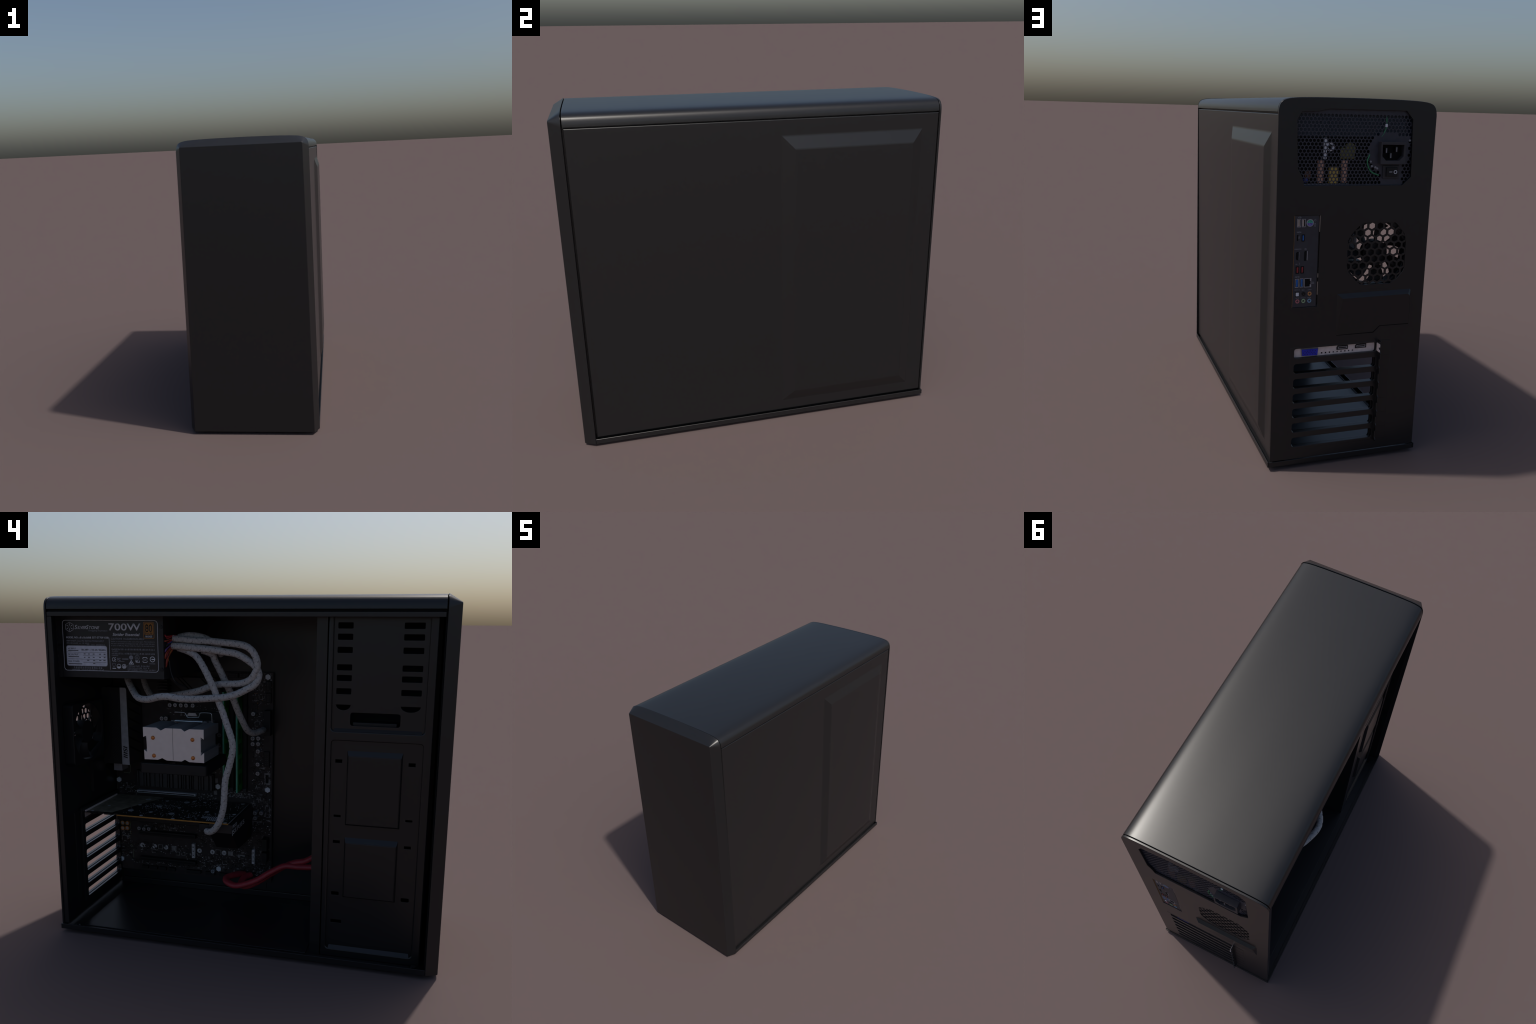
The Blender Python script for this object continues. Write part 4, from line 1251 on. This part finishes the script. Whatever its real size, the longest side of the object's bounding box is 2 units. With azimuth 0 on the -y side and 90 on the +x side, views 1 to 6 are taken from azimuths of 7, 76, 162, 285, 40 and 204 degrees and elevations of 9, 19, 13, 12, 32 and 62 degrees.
text("lettering", card, SILK, "SERIES", "front", (-0.132, 0.5425), (0.088, 0.5675), 0.0769, 0, False, 0.0006, 0.01)
box("lettering_bar", card, SILK, -0.150, -0.140, 0.0762, 0.0769, 0.540, 0.570)
plug = box("card_power_plug", card, BLACKP, -0.150, -0.08, 0.137, 0.262, 0.556, 0.592, 0.003)
br = plate("card_bracket", card, BRACKET, rrect(-0.1475, 0.5655, 0.2715, 0.6125, 0.010, 4),
           [rrect(0.104 - 0.020 * k, 0.573, 0.112 - 0.020 * k, 0.5805) for k in range(-1, 8)], "y", 0.9487, 0.9515)
tab = plate("bracket_tab", br, BRACKET, [(0.9515, 0.572), (0.999, 0.572), (0.999, 0.581), (0.985, 0.584), (0.985, 0.594), (0.999, 0.597), (0.999, 0.6115), (0.9515, 0.6115)], [], "x", -0.1560, -0.1525)
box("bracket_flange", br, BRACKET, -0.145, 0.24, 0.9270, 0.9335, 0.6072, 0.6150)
vga = plate("video_port", br, BLUEVGA, [(0.154, 0.571), (0.230, 0.573), (0.233, 0.605), (0.151, 0.604)], [], "y", 0.9515, 0.9615, 0.001)
bm = bmesh.new()
for j, z in enumerate((0.580, 0.588, 0.596)):
    for k in range(5):
        add_cyl(bm, "y", 0.165 + k * 0.013 + (0.006 if j == 1 else 0), z, 0.0022, 0.9616, 0.9622, 8)
finish(bm, "port_pin", vga, mat("pin_navy", (0.003, 0.005, 0.05), 0.5), stuff=True)
plate("video_port_rim", vga, PORTMETAL, [(0.152, 0.5695), (0.232, 0.5715), (0.2355, 0.6065), (0.149, 0.6055)], [], "y", 0.9515, 0.9585)
for x0, x1 in ((-0.005, 0.053), (-0.102, -0.044)):
    o = [(x0, 0.5865), (x1, 0.5865), (x1, 0.600), (x1 - 0.007, 0.607), (x0, 0.607)]
    p = plate("display_port", br, BLACKP, o, [], "y", 0.9516, 0.956, 0.001)
    plate("display_port_frame", p, PORTMETAL, rrect(x0 + 0.006, 0.5915, x1 - 0.006, 0.6025), [rrect(x0 + 0.009, 0.594, x1 - 0.009, 0.600)], "y", 0.956, 0.9566)

# ------------------------------------------------------------------ rear port field
io = plate("port_plate", root, IOPLATE, rrect(0.1735, 0.8165, 0.2895, 1.2455), [], "y", 0.9545, 0.9625, 0.0006)
box("plate_amber_edge", io, PCBEDGE, 0.2896, 0.2912, 0.9545, 0.964, 0.8165, 1.2455)
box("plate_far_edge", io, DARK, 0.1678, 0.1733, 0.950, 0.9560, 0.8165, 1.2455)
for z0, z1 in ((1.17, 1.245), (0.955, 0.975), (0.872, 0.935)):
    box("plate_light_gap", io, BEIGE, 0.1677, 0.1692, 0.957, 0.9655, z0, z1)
YI = 0.9625


def port(name, x0, x1, z0, z1, frame, tongue, tx=(0.25, 0.7)):
    p = plate(name, io, frame, rrect(x0, z0, x1, z1), [rrect(x0 + 0.0022, z0 + 0.0025, x1 - 0.0022, z1 - 0.0025)], "y", YI - 0.0005, YI + 0.0012)
    box("port_well", p, DARK, x0 + 0.0022, x1 - 0.0022, YI, YI + 0.0003, z0 + 0.0025, z1 - 0.0025)
    if tongue:
        w = x1 - x0
        box("port_tongue", p, tongue, x0 + w * tx[0], x0 + w * tx[1], YI, YI + 0.0009, z0 + 0.004, z1 - 0.004)
    return p


port("usb_port", 0.260, 0.278, 1.194, 1.232, PORTMETAL, BEIGE, (0.3, 0.85))
port("usb_port", 0.238, 0.255, 1.194, 1.231, PORTMETAL, BEIGE, (0.45, 0.85))
port("usb_port", 0.240, 0.254, 1.128, 1.160, DARK, BLUE)
port("usb_port", 0.261, 0.278, 0.978, 1.012, DARK, REDP)
port("usb_port", 0.238, 0.2545, 0.978, 1.012, DARK, REDP)
port("usb_port", 0.261, 0.279, 0.912, 0.953, PORTMETAL, BLUE)
port("usb_port", 0.238, 0.256, 0.912, 0.954, PORTMETAL, BLUE)
lan = port("network_port", 0.2, 0.234, 0.911, 0.954, PORTMETAL, None)
box("network_step", lan, PORTMETAL, 0.2022, 0.2065, YI + 0.0003, YI + 0.0010, 0.9135, 0.924)
box("network_step", lan, PORTMETAL, 0.2022, 0.2065, YI + 0.0003, YI + 0.0010, 0.941, 0.9515)
usbc = plate("usb_c_port", io, DARK, rrect(0.270, 1.131, 0.277, 1.159, 0.003), [], "y", YI - 0.0005, YI + 0.0008)
box("usb_c_mark", io, INKDIM, 0.2655, 0.2685, YI, YI + 0.0005, 1.140, 1.152)
plate("video_port", io, DARK, [(0.265, 1.041), (0.265, 1.080), (0.274, 1.080), (0.279, 1.074), (0.279, 1.047), (0.274, 1.041)], [], "y", YI - 0.0005, YI + 0.0008)
plate("display_port", io, DARK, [(0.2265, 1.037), (0.2265, 1.083), (0.236, 1.083), (0.239, 1.078), (0.239, 1.037)], [], "y", YI - 0.0005, YI + 0.0008)
box("display_port_rim", io, PORTMETAL, 0.2225, 0.2262, YI, YI + 0.0010, 1.039, 1.082)
box("video_port_rim", io, INKDIM, 0.2632, 0.2648, YI, YI + 0.0010, 1.043, 1.078)
ps = ring("keyboard_port", io, PORTMETAL, "y", 0.216, 1.2125, 0.0175, 0.0145, YI - 0.0005, YI + 0.0022)
half = lambda s: [(0.216 + 0.0143 * math.cos(s * math.pi * k / 14), 1.2125 + 0.0143 * math.sin(s * math.pi * k / 14)) for k in range(15)]
plate("keyboard_half", ps, MINT, half(1), [], "y", YI, YI + 0.0010)
plate("mouse_half", ps, VIOLET, half(-1), [], "y", YI, YI + 0.0010)
for dx, dz in ((0.007, 0.005), (-0.007, 0.005), (0.007, -0.005), (-0.007, -0.005), (0.0, 0.009), (-0.002, -0.001)):
    cyl("keyboard_pin_hole", ps, DARK, "y", 0.216 + dx, 1.2125 + dz, 0.0018, YI + 0.001, YI + 0.0013, 8)
opt = box("optical_port", io, DARK, 0.2565, 0.2765, YI, YI + 0.0006, 0.8675, 0.891)
box("optical_door", opt, INK, 0.2588, 0.2735, YI + 0.0006, YI + 0.0016, 0.8705, 0.8875, 0.001)
for x, z, m in ((0.2355, 0.880, BLACKP), (0.206, 0.8795, ORANGE), (0.2645, 0.8455, PINK), (0.2355, 0.846, LIME), (0.206, 0.8455, SKYB)):
    j = ring("audio_jack", io, m, "y", x, z, 0.0098, 0.0046, YI - 0.0005, YI + 0.0018, 22)
    cyl("jack_hole", j, DARK, "y", x, z, 0.0046, YI, YI + 0.0004, 14)
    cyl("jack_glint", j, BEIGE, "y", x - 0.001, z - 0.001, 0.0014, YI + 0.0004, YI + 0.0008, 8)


def TI(b, x, z, w, h=0.005, m=INKDIM, turn=False):
    return text("lettering", io, m, b, "rear", (x + w / 2, z - h / 2), (x - w / 2, z + h / 2), YI, 0, turn, 0.0004)


TI("SS", 0.274, 1.171, 0.008)
TI("HDMI 2.0", 0.270, 1.0925, 0.032, 0.0045)
TI("D", 0.233, 1.0915, 0.008, 0.008)
TI("SS", 0.275, 1.022, 0.009)
TI("2", 0.261, 1.025, 0.004, 0.007)
TI("SS", 0.276, 0.962, 0.009)
TI("S/PDIF OUT", 0.267, 0.900, 0.026, 0.0045)
TI("REAR", 0.237, 0.8985, 0.014, 0.0045)
TI("C/SUB", 0.2065, 0.8985, 0.017, 0.0045)
TI("MIC IN", 0.265, 0.8605, 0.015, 0.0042)
TI("LINE OUT", 0.237, 0.8605, 0.024, 0.0042)
TI("LINE IN", 0.207, 0.8605, 0.018, 0.0042)


def usb_mark(x, z):
    bm = bmesh.new()
    add_box(bm, x - 0.008, x + 0.008, YI, YI + 0.0004, z - 0.0005, z + 0.0005)
    add_box(bm, x - 0.003, x + 0.004, YI, YI + 0.00045, z + 0.002, z + 0.003)
    add_box(bm, x - 0.005, x + 0.002, YI, YI + 0.00045, z - 0.003, z - 0.002)
    add_cyl(bm, "y", x + 0.008, z, 0.0016, YI, YI + 0.0005, 8)
    finish(bm, "usb_mark", io, INKDIM, stuff=True)


usb_mark(0.265, 1.239)
usb_mark(0.2635, 1.171)
usb_mark(0.264, 0.962)
bm = bmesh.new()
for dx, dz in ((0, 0.0025), (-0.0045, -0.003), (0, -0.003), (0.0045, -0.003)):
    add_box(bm, 0.191 + dx - 0.0017, 0.191 + dx + 0.0017, YI, YI + 0.0005, 0.932 + dz - 0.0017, 0.932 + dz + 0.0017)
finish(bm, "network_mark", io, INKDIM, stuff=True)
ring("mouse_mark", io, INKDIM, "y", 0.1915, 1.224, 0.0045, 0.0034, YI, YI + 0.0004, 14)
plate("keyboard_mark", io, INKDIM, rrect(0.188, 1.196, 0.195, 1.211), [rrect(0.1892, 1.1972, 0.1938, 1.2098)], "y", YI, YI + 0.0004)

bpy.context.view_layer.update()
